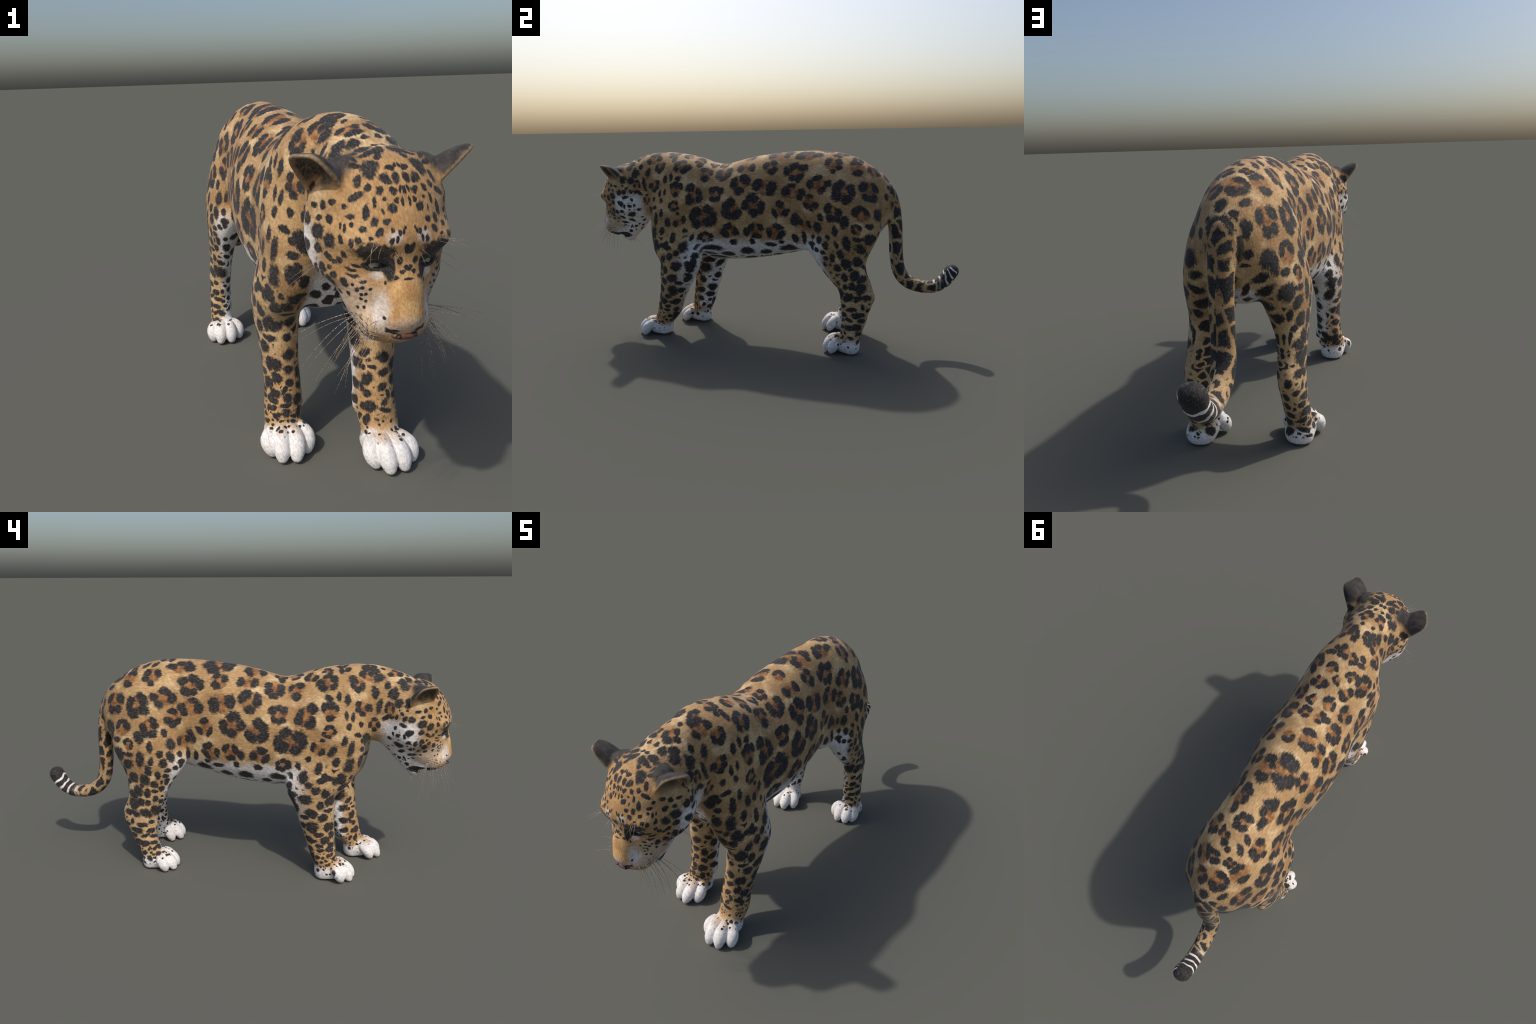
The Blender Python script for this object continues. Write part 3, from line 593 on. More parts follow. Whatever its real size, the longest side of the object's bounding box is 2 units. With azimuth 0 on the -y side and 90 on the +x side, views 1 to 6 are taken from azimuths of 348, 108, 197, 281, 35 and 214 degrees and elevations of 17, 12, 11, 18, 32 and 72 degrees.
SHIN_SPOTS = [
    (0.153, -0.449, 0.391, 0.0286, 0.56, -59), (0.112, -0.458, 0.407, 0.0212, 0.98, 71), (0.120, -0.455, 0.354, 0.0170, 0.90, 78),
    (0.116, -0.455, 0.299, 0.0250, 0.77, -86), (0.157, -0.444, 0.266, 0.0263, 0.89, 15), (0.116, -0.458, 0.251, 0.0191, 0.85, 75),
    (0.149, -0.453, 0.223, 0.0159, 0.80, 0), (0.116, -0.461, 0.212, 0.0165, 0.89, 76), (0.169, -0.431, 0.200, 0.0240, 0.40, -86),
    (0.087, -0.440, 0.236, 0.0203, 0.66, 71), (0.131, -0.463, 0.190, 0.0190, 0.43, -25), (0.155, -0.453, 0.177, 0.0159, 0.92, 22),
    (0.126, -0.467, 0.166, 0.0153, 0.93, -3), (0.159, -0.454, 0.153, 0.0138, 0.83, 25), (0.084, -0.443, 0.190, 0.0183, 0.81, -31),
    (0.092, -0.458, 0.150, 0.0248, 0.81, -27), (0.131, -0.470, 0.142, 0.0227, 0.41, -68), (0.166, -0.452, 0.130, 0.0138, 0.68, 27),
    (0.154, -0.467, 0.112, 0.0107, 0.79, -82), (0.130, -0.473, 0.119, 0.0143, 0.94, 83), (0.108, -0.470, 0.105, 0.0097, 0.74, 70),
    (0.091, -0.460, 0.111, 0.0185, 0.74, 87), (0.111, -0.475, 0.092, 0.0111, 0.64, 70), (0.181, -0.447, 0.085, 0.0097, 0.82, 31),
    (0.146, -0.475, 0.094, 0.0103, 0.45, -75), (0.172, -0.469, 0.085, 0.0058, 0.90, -16), (0.173, -0.431, 0.157, 0.0115, 0.57, -79),
    (0.178, -0.434, 0.123, 0.0111, 0.47, -71), (0.163, -0.492, 0.086, 0.0114, 0.53, -60), (0.157, -0.506, 0.085, 0.0066, 0.88, -17),
    (0.096, -0.485, 0.077, 0.0055, 0.93, -27), (0.079, -0.474, 0.081, 0.0102, 0.57, -29), (0.070, -0.418, 0.306, 0.0235, 0.54, -45),
    (0.063, -0.413, 0.268, 0.0148, 0.63, 78), (0.074, -0.440, 0.228, 0.0200, 0.86, 74), (0.078, -0.452, 0.187, 0.0158, 0.88, -27),
    (0.067, -0.433, 0.204, 0.0183, 0.47, 75), (0.073, -0.449, 0.148, 0.0151, 0.74, 80), (0.073, -0.442, 0.112, 0.0113, 0.89, 87),
    (0.083, -0.464, 0.108, 0.0141, 0.74, 77), (0.069, -0.427, 0.262, 0.0088, 1.00, -24), (0.168, -0.243, 0.427, 0.0268, 0.73, 89),
    (0.176, -0.257, 0.387, 0.0310, 0.74, 42), (0.168, -0.275, 0.335, 0.0266, 0.74, -76), (0.160, -0.316, 0.264, 0.0269, 0.66, 2),
    (0.162, -0.347, 0.204, 0.0248, 0.63, 4), (0.158, -0.368, 0.110, 0.0420, 0.36, -82), (0.059, -0.347, 0.382, 0.0420, 0.47, 2),
    (0.065, -0.371, 0.335, 0.0416, 0.80, 4), (0.082, -0.287, 0.365, 0.0371, 0.50, 15), (0.092, -0.306, 0.290, 0.0261, 0.78, -20),
    (0.069, -0.391, 0.265, 0.0268, 0.84, -23), (0.083, -0.336, 0.219, 0.0335, 0.71, -15), (0.068, -0.405, 0.203, 0.0301, 0.57, 6),
    (0.080, -0.352, 0.177, 0.0313, 0.64, -12), (0.066, -0.407, 0.154, 0.0237, 0.65, -12), (0.062, -0.390, 0.114, 0.0156, 0.84, 77),
    (0.085, -0.356, 0.141, 0.0173, 0.67, -2), (0.100, -0.368, 0.097, 0.0247, 0.65, -53), (0.121, -0.347, 0.123, 0.0415, 0.53, 33),
    (0.065, -0.463, 0.055, 0.0112, 0.95, 85), (0.075, -0.435, 0.054, 0.0109, 0.80, 4), (0.099, -0.385, 0.061, 0.0081, 0.88, 78),
]
CHEST_SPOTS = [
    (0.129, -0.568, 0.672, 0.0179, 0.82, -86), (0.131, -0.568, 0.634, 0.0202, 0.63, -86), (0.122, -0.572, 0.607, 0.0143, 0.86, -89),
    (0.140, -0.558, 0.572, 0.0240, 0.51, 11), (0.179, -0.481, 0.499, 0.0240, 1.00, 14), (0.163, -0.487, 0.460, 0.0240, 0.71, -5),
    (0.194, -0.395, 0.495, 0.0240, 0.67, 19), (0.102, -0.566, 0.561, 0.0237, 0.70, 8), (0.029, -0.532, 0.527, 0.0163, 0.90, 8),
    (0.060, -0.517, 0.504, 0.0240, 0.71, 49), (0.104, -0.545, 0.514, 0.0214, 0.62, 73), (0.122, -0.537, 0.500, 0.0240, 0.79, 40),
    (0.156, -0.524, 0.510, 0.0121, 0.94, -2), (0.138, -0.512, 0.469, 0.0240, 0.84, 77), (-0.009, -0.450, 0.497, 0.0240, 0.56, -11),
    (0.117, -0.578, 0.683, 0.0240, 1.00, 86), (0.163, -0.516, 0.582, 0.0240, 1.00, 18), (0.171, -0.480, 0.518, 0.0240, 1.00, 20),
    (0.156, -0.483, 0.481, 0.0240, 0.68, 7), (0.123, -0.551, 0.583, 0.0238, 0.73, 3), (0.151, -0.513, 0.530, 0.0137, 0.98, -90),
    (0.186, -0.433, 0.510, 0.0211, 0.73, 28), (0.182, -0.463, 0.587, 0.0189, 0.86, 28), (0.126, -0.510, 0.492, 0.0207, 0.97, 69),
]


# ---------------------------------------------------------------- coat material
class Nodes:
    def __init__(self, name):
        self.mat = bpy.data.materials.new(name)
        self.mat.use_nodes = True
        self.t = self.mat.node_tree
        self.t.nodes.clear()

    def put(self, sock, v):
        if isinstance(v, bpy.types.NodeSocket):
            self.t.links.new(v, sock)
        elif v is not None:
            if hasattr(sock.default_value, "__len__"):
                v = tuple(v)
                if len(sock.default_value) == 4 and len(v) == 3:
                    v = v + (1.0,)
            sock.default_value = v

    def math(self, op, a, b=None, c=None, clamp=False):
        n = self.t.nodes.new("ShaderNodeMath"); n.operation = op; n.use_clamp = clamp
        for s, v in zip(n.inputs, (a, b, c)):
            self.put(s, v)
        return n.outputs[0]

    def vec(self, op, a, b=None, c=None):
        n = self.t.nodes.new("ShaderNodeVectorMath"); n.operation = op
        for s, v in zip(n.inputs, (a, b, c)):
            self.put(s, v)
        return n.outputs["Value"] if op in ("DOT_PRODUCT", "LENGTH", "DISTANCE") else n.outputs["Vector"]

    def step(self, v, a, b, lo=0.0, hi=1.0):
        """Smooth ramp: lo at v = a, hi at v = b (a may be above b)."""
        n = self.t.nodes.new("ShaderNodeMapRange"); n.interpolation_type = "SMOOTHSTEP"
        if not isinstance(a, bpy.types.NodeSocket) and a > b:
            a, b, lo, hi = b, a, hi, lo
        for s, x in zip(n.inputs, (v, a, b, lo, hi)):
            self.put(s, x)
        return n.outputs[0]

    def noise(self, vec, scale, detail=2.0, rough=0.5, color=False):
        n = self.t.nodes.new("ShaderNodeTexNoise")
        self.put(n.inputs["Vector"], vec); n.inputs["Scale"].default_value = scale
        n.inputs["Detail"].default_value = detail; n.inputs["Roughness"].default_value = rough
        return n.outputs["Color" if color else "Fac"]

    def voronoi(self, vec, scale, feature="F1", rnd=1.0, out="Distance"):
        n = self.t.nodes.new("ShaderNodeTexVoronoi"); n.feature = feature
        self.put(n.inputs["Vector"], vec); self.put(n.inputs["Scale"], scale)
        n.inputs["Randomness"].default_value = rnd
        return n.outputs[out]

    def mix(self, f, a, b, kind="MIX"):
        n = self.t.nodes.new("ShaderNodeMix"); n.data_type = "RGBA"; n.blend_type = kind
        self.put(n.inputs[0], f); self.put(n.inputs[6], a); self.put(n.inputs[7], b)
        return n.outputs[2]

    def split(self, v):
        n = self.t.nodes.new("ShaderNodeSeparateXYZ"); self.put(n.inputs[0], v)
        return n.outputs

    def join(self, x, y, z):
        n = self.t.nodes.new("ShaderNodeCombineXYZ")
        for s, v in zip(n.inputs, (x, y, z)):
            self.put(s, v)
        return n.outputs[0]

    def both(self, *m):
        r = m[0]
        for k in m[1:]:
            r = self.math("MULTIPLY", r, k)
        return r

    def any(self, *m):
        r = m[0]
        for k in m[1:]:
            r = self.math("MAXIMUM", r, k)
        return r

    def neg(self, m):
        return self.math("SUBTRACT", 1.0, m)

    def blob(self, p, c, r):
        """Normalised distance to an ellipsoid: 1 on its surface."""
        rr = [1.0 / k for k in r]
        return self.vec("LENGTH", self.vec("MULTIPLY_ADD", p, rr, [-a * b for a, b in zip(c, rr)]))

    def surface(self, color, rough=0.75, bump=None, strength=0.3, dist=0.002, spec=0.25, sheen=0.0, coat=0.0):
        b = self.t.nodes.new("ShaderNodeBsdfPrincipled")
        self.put(b.inputs["Base Color"], color); self.put(b.inputs["Roughness"], rough)
        b.inputs["Specular IOR Level"].default_value = spec
        b.inputs["Sheen Weight"].default_value = sheen
        b.inputs["Coat Weight"].default_value = coat
        if bump is not None:
            n = self.t.nodes.new("ShaderNodeBump")
            n.inputs["Strength"].default_value = strength; n.inputs["Distance"].default_value = dist
            self.put(n.inputs["Height"], bump); self.t.links.new(n.outputs[0], b.inputs["Normal"])
        o = self.t.nodes.new("ShaderNodeOutputMaterial")
        self.t.links.new(b.outputs[0], o.inputs[0])
        return self.mat


TAN, TAN_DEEP, TAN_PALE = (0.440, 0.280, 0.130), (0.305, 0.176, 0.074), (0.56, 0.395, 0.215)
ORANGE, RUST, BLACK, WHITE = (0.43, 0.235, 0.090), (0.16, 0.060, 0.021), (0.020, 0.018, 0.018), (0.72, 0.69, 0.67)


def coat_space(N):
    """Left-right folded coordinates in which both sides carry the same markings,
    with each left leg carried back to the stance of the right one."""
    tc = N.t.nodes.new("ShaderNodeTexCoord")
    P = tc.outputs["Object"]
    x, y, z = N.split(P)
    xc = N.math("MAXIMUM", N.math("MINIMUM", N.math("MULTIPLY_ADD", y, -0.022, 0.011), 0.022), 0.0)
    d = N.math("SUBTRACT", x, xc)
    plus = N.math("GREATER_THAN", d, 0.0)
    a = N.math("ABSOLUTE", d)
    face = N.both(N.step(z, 0.44, 0.50), N.step(y, -0.60, -0.66))
    fore = N.both(N.step(z, 0.80, 0.35), N.step(y, -0.12, -0.30), plus, N.neg(face))
    hind = N.both(N.step(z, 0.85, 0.40), N.step(y, 0.12, 0.30), plus)
    y2 = N.math("MULTIPLY_ADD", fore, 0.09, N.math("MULTIPLY_ADD", hind, -0.065, y))
    bow = N.both(fore, N.step(z, 0.06, 0.28), N.step(z, 0.62, 0.42))
    a = N.math("MULTIPLY_ADD", bow, -0.022, a)
    a = N.math("MULTIPLY_ADD", N.both(hind, N.step(z, 0.50, 0.40)), 0.009, a)
    return P, N.join(a, y2, z), (a, y2, z), N.join(d, y, z)


class Group(Nodes):
    """Same helpers, inside a node group with one vector in and one value out."""
    def __init__(self, name):
        self.t = bpy.data.node_groups.new(name, "ShaderNodeTree")
        self.t.interface.new_socket("Place", in_out="INPUT", socket_type="NodeSocketVector")
        self.t.interface.new_socket("Reach", in_out="OUTPUT", socket_type="NodeSocketFloat")
        self.place = self.t.nodes.new("NodeGroupInput").outputs[0]

    def close(self, value):
        self.t.links.new(value, self.t.nodes.new("NodeGroupOutput").inputs[0])
        return self.t


GROUPS = {}


def marks_group(marks):
    key = tuple(m[0] for m in marks)
    if key not in GROUPS:
        G, best = Group("marks"), None
        for c, R, ratio, short in marks:
            s = 1.0 / R
            v = G.vec("MULTIPLY_ADD", G.place, (s, s, s), [-k * s for k in c])
            d = G.vec("DOT_PRODUCT", v, v)
            if ratio < 0.93:
                k = math.sqrt(1.0 / ratio**2 - 1.0)
                q = G.vec("DOT_PRODUCT", v, [k * t for t in short])
                d = G.math("MULTIPLY_ADD", q, q, d)
            best = d if best is None else G.math("MINIMUM", best, d)
        GROUPS[key] = G.close(best)
    return GROUPS[key]


def marks_field(N, P, marks):
    """Distance to the nearest mark, 1 on its outline."""
    best = None
    for i in range(0, len(marks), 16):
        n = N.t.nodes.new("ShaderNodeGroup")
        n.node_tree = marks_group(marks[i:i + 16])
        N.t.links.new(P, n.inputs[0])
        best = n.outputs[0] if best is None else N.math("MINIMUM", best, n.outputs[0])
    return N.math("SQRT", best)


def ear_overlay(N, col, frames):
    """Dark backs, pale rims and hairy insides of the ears, fading into the crown."""
    tc = N.t.nodes.new("ShaderNodeTexCoord"); geo = N.t.nodes.new("ShaderNodeNewGeometry")
    P = tc.outputs["Object"]
    x = N.split(P)[0]
    sgn = N.math("MULTIPLY_ADD", N.math("GREATER_THAN", x, HEAD_X), 2.0, -1.0)
    c, ax, wd, op = frames
    Qx = N.math("MULTIPLY", N.math("SUBTRACT", x, HEAD_X), sgn)
    Q = N.vec("SUBTRACT", N.join(Qx, N.split(P)[1], N.split(P)[2]), c)
    nx, ny, nz = N.split(geo.outputs["Normal"])
    nrm = N.join(N.math("MULTIPLY", nx, sgn), ny, nz)
    along, depth = N.vec("DOT_PRODUCT", Q, ax), N.vec("DOT_PRODUCT", Q, op)
    facing = N.vec("DOT_PRODUCT", nrm, op)
    hair = N.noise(N.vec("MULTIPLY", P, (1.0, 0.5, 0.35)), 260.0, 3.0, 0.65)
    big = N.noise(P, 45.0, 2.0)
    width = N.math("ABSOLUTE", N.vec("DOT_PRODUCT", Q, wd))
    root = N.math("SUBTRACT", along, N.math("MULTIPLY", width, 0.25))
    soft = N.math("MULTIPLY_ADD", hair, 0.3, N.math("MULTIPLY", big, 0.7))
    inside = N.step(N.math("MULTIPLY_ADD", hair, 0.25, facing), 0.20, 0.55)
    rim = N.step(N.math("MULTIPLY_ADD", soft, 0.008, depth), -0.004, 0.004)
    back = N.mix(N.step(soft, 0.35, 0.70), (0.026, 0.023, 0.021), (0.060, 0.052, 0.045))
    inn = N.mix(N.step(hair, 0.38, 0.70), (0.055, 0.043, 0.032), (0.19, 0.150, 0.105))
    ear = N.mix(inside, back, inn)
    ear = N.mix(N.math("MULTIPLY", rim, 0.80), ear, (0.30, 0.21, 0.12))
    tip = N.step(N.math("MULTIPLY_ADD", soft, 0.02, along), 0.084, 0.096)
    ear = N.mix(N.math("MULTIPLY", tip, 0.5), ear, (0.30, 0.23, 0.15))
    on = N.both(N.step(N.math("MULTIPLY_ADD", soft, 0.030, root), -0.014, 0.010), N.step(N.vec("LENGTH", Q), 0.125, 0.115))
    return N.mix(on, col, ear)


def coat(name, part, rosettes, spots, back_rosettes, back_spots, ear_frames):
    N = Nodes(name)
    P, Q, (a, y, z), flat = coat_space(N)
    n1 = N.noise(Q, 17.0, 1.0, color=True)
    n2 = N.noise(Q, 70.0, 2.0, color=True)
    fur_p = N.vec("MULTIPLY", P, (1.0, 0.22, 0.7))
    fur = N.noise(fur_p, 420.0, 3.0, 0.65)
    streak = N.step(N.noise(N.vec("MULTIPLY", P, (1.0, 0.28, 0.6)), 200.0, 3.0, 0.65), 0.30, 0.70)
    half = (0.5, 0.5, 0.5)
    warp = N.vec("ADD", N.vec("MULTIPLY", N.vec("SUBTRACT", n1, half), (0.030,) * 3),
                 N.vec("MULTIPLY", N.vec("SUBTRACT", n2, half), (0.012,) * 3))
    fray = N.math("MULTIPLY_ADD", streak, 0.11, -0.055)
    W = N.vec("ADD", Q, warp)
    Ws = N.vec("ADD", Q, N.vec("MULTIPLY", warp, (0.55,) * 3))
    Wf = N.vec("ADD", flat, warp)
    Wfs = N.vec("ADD", flat, N.vec("MULTIPLY", warp, (0.55,) * 3))
    soft = N.noise(Q, 6.0, 2.0)

    on_tail = N.any(N.step(y, 0.645, 0.665), N.both(N.step(z, 0.68, 0.64), N.step(a, 0.062, 0.052), N.step(y, 0.615, 0.632)))

    # ---- where the fur is white
    fine = N.math("MULTIPLY_ADD", N.noise(Q, 28.0, 2.0), 0.06, -0.03)
    belly = N.both(N.step(N.math("ADD", z, fine), 0.575, 0.515), N.step(y, -0.36, -0.24), N.step(y, 0.34, 0.24))
    lean = N.math("MULTIPLY_ADD", z, 0.24, 0.0)
    fy = N.math("SUBTRACT", y, N.math("MULTIPLY_ADD", z, 0.20, -0.438))       # along the foreleg, 0 on its axis
    fore_in = N.math("ADD", N.math("MULTIPLY_ADD", a, -1.0, 0.084), N.math("MULTIPLY_ADD", fy, 0.85, fine))
    fore_white = N.both(N.step(fore_in, 0.004, 0.040), N.step(y, -0.14, -0.22), N.step(z, 0.60, 0.50))
    hy = N.math("SUBTRACT", y, N.math("MULTIPLY_ADD", z, -0.08, 0.462))
    hind_in = N.math("ADD", N.math("MULTIPLY_ADD", a, -1.0, 0.142), N.math("MULTIPLY_ADD", hy, -0.50, fine))
    hind_white = N.both(N.step(hind_in, 0.0, 0.035), N.step(y, 0.18, 0.26), N.step(z, 0.60, 0.52))
    back_foot = N.any(N.both(N.step(y, -0.49, -0.45), N.step(y, 0.0, -0.1)), N.step(y, 0.355, 0.395))
    paw_white = N.step(N.math("ADD", N.math("MULTIPLY_ADD", back_foot, 0.022, z), N.math("MULTIPLY", fine, 0.5)), 0.105, 0.070)
    chest = N.both(N.step(N.math("ADD", z, fine), 0.62, 0.54), N.step(a, 0.10, 0.06), N.step(y, -0.20, -0.30), N.step(y, -0.66, -0.62), N.step(z, 0.36, 0.42))
    seat = N.both(N.step(N.blob(W, (0.030, 0.570, 0.560), (0.055, 0.075, 0.070)), 1.15, 0.75), N.step(y, 0.68, 0.655))
    white = N.both(N.any(belly, fore_white, hind_white, paw_white, chest, seat), N.neg(on_tail))
    pale = None
    if part in ("head", "neck", "ear"):
        cheek = N.both(N.step(N.math("ADD", y, fine), -0.825, -0.760), N.step(N.math("ADD", z, fine), 0.790, 0.735), N.step(y, -0.62, -0.68))
        jaw = N.both(N.step(N.math("ADD", z, fine), 0.590, 0.545), N.step(y, -0.885, -0.845))
        throat = N.both(N.step(a, 0.10, 0.05), N.step(z, 0.70, 0.64), N.step(y, -0.62, -0.66), N.step(y, -0.80, -0.75))
        pad = N.step(N.blob(Ws, (0.050, -0.930, 0.612), (0.012, 0.03, 0.036)), 1.8, 0.3, 0.0, 0.65)
        lid = N.step(N.blob(Ws, (0.056, -0.905, 0.682), (0.012, 0.03, 0.009)), 1.4, 0.4, 0.0, 0.55)
        brow = N.step(N.blob(Ws, (0.030, -0.950, 0.768), (0.016, 0.03, 0.016)), 1.5, 0.3, 0.0, 0.55)
        white = N.any(white, cheek, jaw, throat, pad, lid, brow)

    # ---- ground colour of the fur
    col = N.mix(N.step(soft, 0.35, 0.68), TAN, TAN_DEEP)
    col = N.mix(N.step(N.noise(Q, 11.0, 2.0), 0.50, 0.72), col, TAN_PALE)
    wrist = N.both(N.step(z, 0.42, 0.20), N.step(y, 0.1, -0.1), N.step(fore_in, 0.03, -0.02))
    col = N.mix(N.math("MULTIPLY", N.step(z, 0.52, 0.36), 0.45), col, TAN_PALE)
    col = N.mix(N.math("MULTIPLY", wrist, 0.55), col, ORANGE)
    if part in ("head", "neck", "ear"):
        face = N.step(y, -0.80, -0.88)
        col = N.mix(N.math("MULTIPLY", face, 0.45), col, ORANGE)
        bridge = N.step(N.blob(Q, (0.0, -0.95, 0.62), (0.046, 0.06, 0.085)), 1.1, 0.75)
        jowl = N.step(N.blob(Ws, (0.080, -0.860, 0.605), (0.050, 0.085, 0.085)), 1.15, 0.5, 0.0, 0.60)
        col = N.mix(jowl, col, (0.64, 0.52, 0.40))
        col = N.mix(bridge, col, N.mix(N.step(N.noise(Q, 30.0, 3.0), 0.35, 0.65), (0.57, 0.35, 0.15), (0.46, 0.25, 0.095)))
        tip = N.step(N.blob(Q, (0.0, -0.95, 0.575), (0.050, 0.06, 0.034)), 1.15, 0.6)
        col = N.mix(tip, col, (0.58, 0.40, 0.27))
    col = N.mix(white, col, WHITE)

    # ---- rosettes: broken black rings round a rusty middle
    black = reach = None
    if rosettes or back_rosettes:
        d = None
        for place, m in ((W, rosettes), (Wf, back_rosettes)):
            if m:
                f = marks_field(N, place, m)
                d = f if d is None else N.math("MINIMUM", d, f)
        d = N.math("ADD", d, N.math("MULTIPLY", fray, 1.5))
        middle = N.both(N.step(d, 0.98, 0.55), N.step(z, 0.50, 0.58))
        rust = N.mix(N.step(N.noise(Q, 48.0, 2.0), 0.35, 0.68), RUST, (0.31, 0.150, 0.056))
        col = N.mix(N.math("MULTIPLY", middle, 0.90), col, rust)
    if spots or back_spots:
        for place, m in ((Ws, spots), (Wfs, back_spots)):
            if m:
                f = marks_field(N, place, m)
                reach = f if reach is None else N.math("MINIMUM", reach, f)
        d = N.math("ADD", reach, N.math("MULTIPLY_ADD", fray, 2.2, N.math("MULTIPLY_ADD", N.noise(Q, 48.0, 1.0), 0.44, -0.22)))
        black = N.step(d, 1.22, 0.70)

    # ---- close-packed blotches of the legs, the belly and the tail
    if part not in ("head", "ear"):
        S = N.math("MULTIPLY_ADD", N.both(z, z), -16.0, N.math("MULTIPLY", z, 33.0))      # finer towards the paws
        sc = N.math("MULTIPLY_ADD", z, -28.0, 33.0)
        sc = N.math("MULTIPLY", N.math("MAXIMUM", sc, 18.0), 0.92)
        L = N.join(N.math("MULTIPLY", N.math("SUBTRACT", a, 0.10), sc),
                   N.math("MULTIPLY", N.math("SUBTRACT", N.math("MULTIPLY_ADD", z, -0.12, y), N.step(y, 0.0, 0.1, -0.42, 0.42)), N.math("MULTIPLY", sc, 0.85)),
                   N.math("MULTIPLY", S, 1.06))
        L = N.vec("ADD", L, N.vec("MULTIPLY", warp, (9.0,) * 3))
        e = N.voronoi(L, 1.0, "DISTANCE_TO_EDGE", 0.85)
        f1 = N.t.nodes.new("ShaderNodeTexVoronoi"); f1.feature = "F1"
        N.put(f1.inputs["Vector"], L); f1.inputs["Scale"].default_value = 1.0; f1.inputs["Randomness"].default_value = 0.85
        keep, seed_z = N.split(f1.outputs["Color"])[0], N.split(f1.outputs["Position"])[2]
        e = N.math("SUBTRACT", e, N.math("MULTIPLY", N.math("MAXIMUM", N.math("SUBTRACT", f1.outputs["Distance"], 0.40), 0.0), 0.40))
        e = N.math("ADD", e, N.math("MULTIPLY_ADD", streak, 0.07, -0.035))
        e = N.math("SUBTRACT", e, N.math("MULTIPLY", N.step(keep, 0.80, 1.0), 0.12))
        cells = N.step(e, 0.045, 0.125)
        low_leg = N.any(N.step(N.math("SUBTRACT", seed_z, N.step(y, 0.0, 0.1, 11.5, 12.3)), 0.1, 0.0), N.both(N.step(z, 0.58, 0.55), N.any(N.step(fore_in, 0.02, 0.03), N.step(hind_in, 0.02, 0.03)), N.any(N.step(y, -0.2, -0.26), N.step(y, 0.26, 0.32))),
                        N.both(N.step(z, 0.52, 0.48), N.step(a, 0.12, 0.09)))
        off_paw = N.step(N.math("MULTIPLY_ADD", fine, 0.6, z), 0.105, 0.120)
        cells = N.both(cells, low_leg, off_paw, N.neg(on_tail), N.step(reach, 1.40, 1.62) if reach is not None else 1.0)
        speck = N.voronoi(N.vec("ADD", Q, N.vec("MULTIPLY", warp, (0.2,) * 3)), 52.0, "F1", 0.9)
        heel = N.any(N.both(N.step(y, -0.50, -0.47), N.step(y, 0.0, -0.1)), N.step(y, 0.345, 0.375))
        if reach is not None:
            heel = N.both(heel, N.step(reach, 1.3, 1.6))
        speck = N.both(N.step(N.math("ADD", speck, N.math("MULTIPLY", fray, 0.5)), 0.34, 0.26), N.step(z, 0.025, 0.04), N.step(z, 0.13, 0.115), N.any(heel, N.step(z, 0.070, 0.080)))
        black = N.any(*(m for m in (black, cells, speck) if m is not None))
    if part == "tail":
        ang = N.math("ARCTAN2", N.math("SUBTRACT", y, 0.842), N.math("SUBTRACT", 0.47, z))
        on_end = N.both(N.step(z, 0.47, 0.45), N.step(y, 0.74, 0.80))
        ang = N.math("ADD", ang, N.math("MULTIPLY_ADD", N.split(n1)[0], 0.22, -0.11))
        wave = N.math("SINE", N.math("MULTIPLY", ang, 25.0))
        band = N.step(N.math("MULTIPLY_ADD", N.noise(Q, 60.0, 1.0), 0.9, N.math("ADD", wave, -0.45)), 0.78, 0.42)
        end = N.step(ang, -0.10, 0.25)
        blk_end = N.any(band, N.step(ang, 0.98, 1.02))
        T = N.vec("MULTIPLY_ADD", Q, (19.0, 19.0, 14.0), N.vec("MULTIPLY", warp, (16.0,) * 3))
        e = N.math("ADD", N.voronoi(T, 1.0, "DISTANCE_TO_EDGE", 0.8), fray)
        tail_spots = N.step(e, 0.06, 0.14)
        blk = N.math("ADD", N.both(tail_spots, N.neg(N.both(end, on_end))), N.both(blk_end, end, on_end))
        under = N.both(N.step(ang, 0.25, 0.75), on_end)
        col = N.mix(N.any(under, N.both(on_end, N.step(ang, -0.2, 0.5, 0.0, 0.85))), col, WHITE)
        hold = on_tail
        black = N.math("ADD", N.both(blk, hold), N.both(black, N.neg(hold)))
    if part == "head":
        brow_d = N.blob(Ws, (0.072, -0.930, 0.735), (0.046, 0.042, 0.026))
        corner = N.blob(Ws, (0.036, -0.930, 0.700), (0.013, 0.045, 0.025))
        rim = N.blob(Ws, (0.056, -0.910, 0.706), (0.032, 0.036, 0.0175))
        lip = N.any(N.step(N.blob(Ws, (0.045, -0.815, 0.528), (0.050, 0.046, 0.020)), 1.1, 0.85), N.step(N.blob(Ws, (0.052, -0.872, 0.537), (0.03, 0.030, 0.011)), 1.15, 0.8))
        nostril = N.step(N.blob(Ws, (0.033, -0.945, 0.572), (0.017, 0.022, 0.0055)), 1.15, 0.85)
        slit = N.math("SUBTRACT", z, N.math("MULTIPLY_ADD", N.both(a, a), 9.0, 0.561))  # thin dark curve painted along the underside of the nose tip
        slit = N.both(N.step(N.math("ABSOLUTE", slit), 0.0055, 0.0030), N.step(a, 0.046, 0.040), N.step(a, 0.014, 0.020), N.step(y, -0.895, -0.910))
        nostril = N.any(nostril, slit)
        row = N.math("SINE", N.math("MULTIPLY", N.math("ADD", N.math("MULTIPLY_ADD", y, -0.35, z), N.math("MULTIPLY", N.split(n2)[2], 0.004)), 520.0))
        rows = N.both(N.step(row, 0.45, 0.8), N.step(N.blob(Q, (0.066, -0.885, 0.565), (0.04, 0.05, 0.026)), 1.1, 0.8), N.step(N.noise(Q, 110.0, 0.0), 0.40, 0.50))
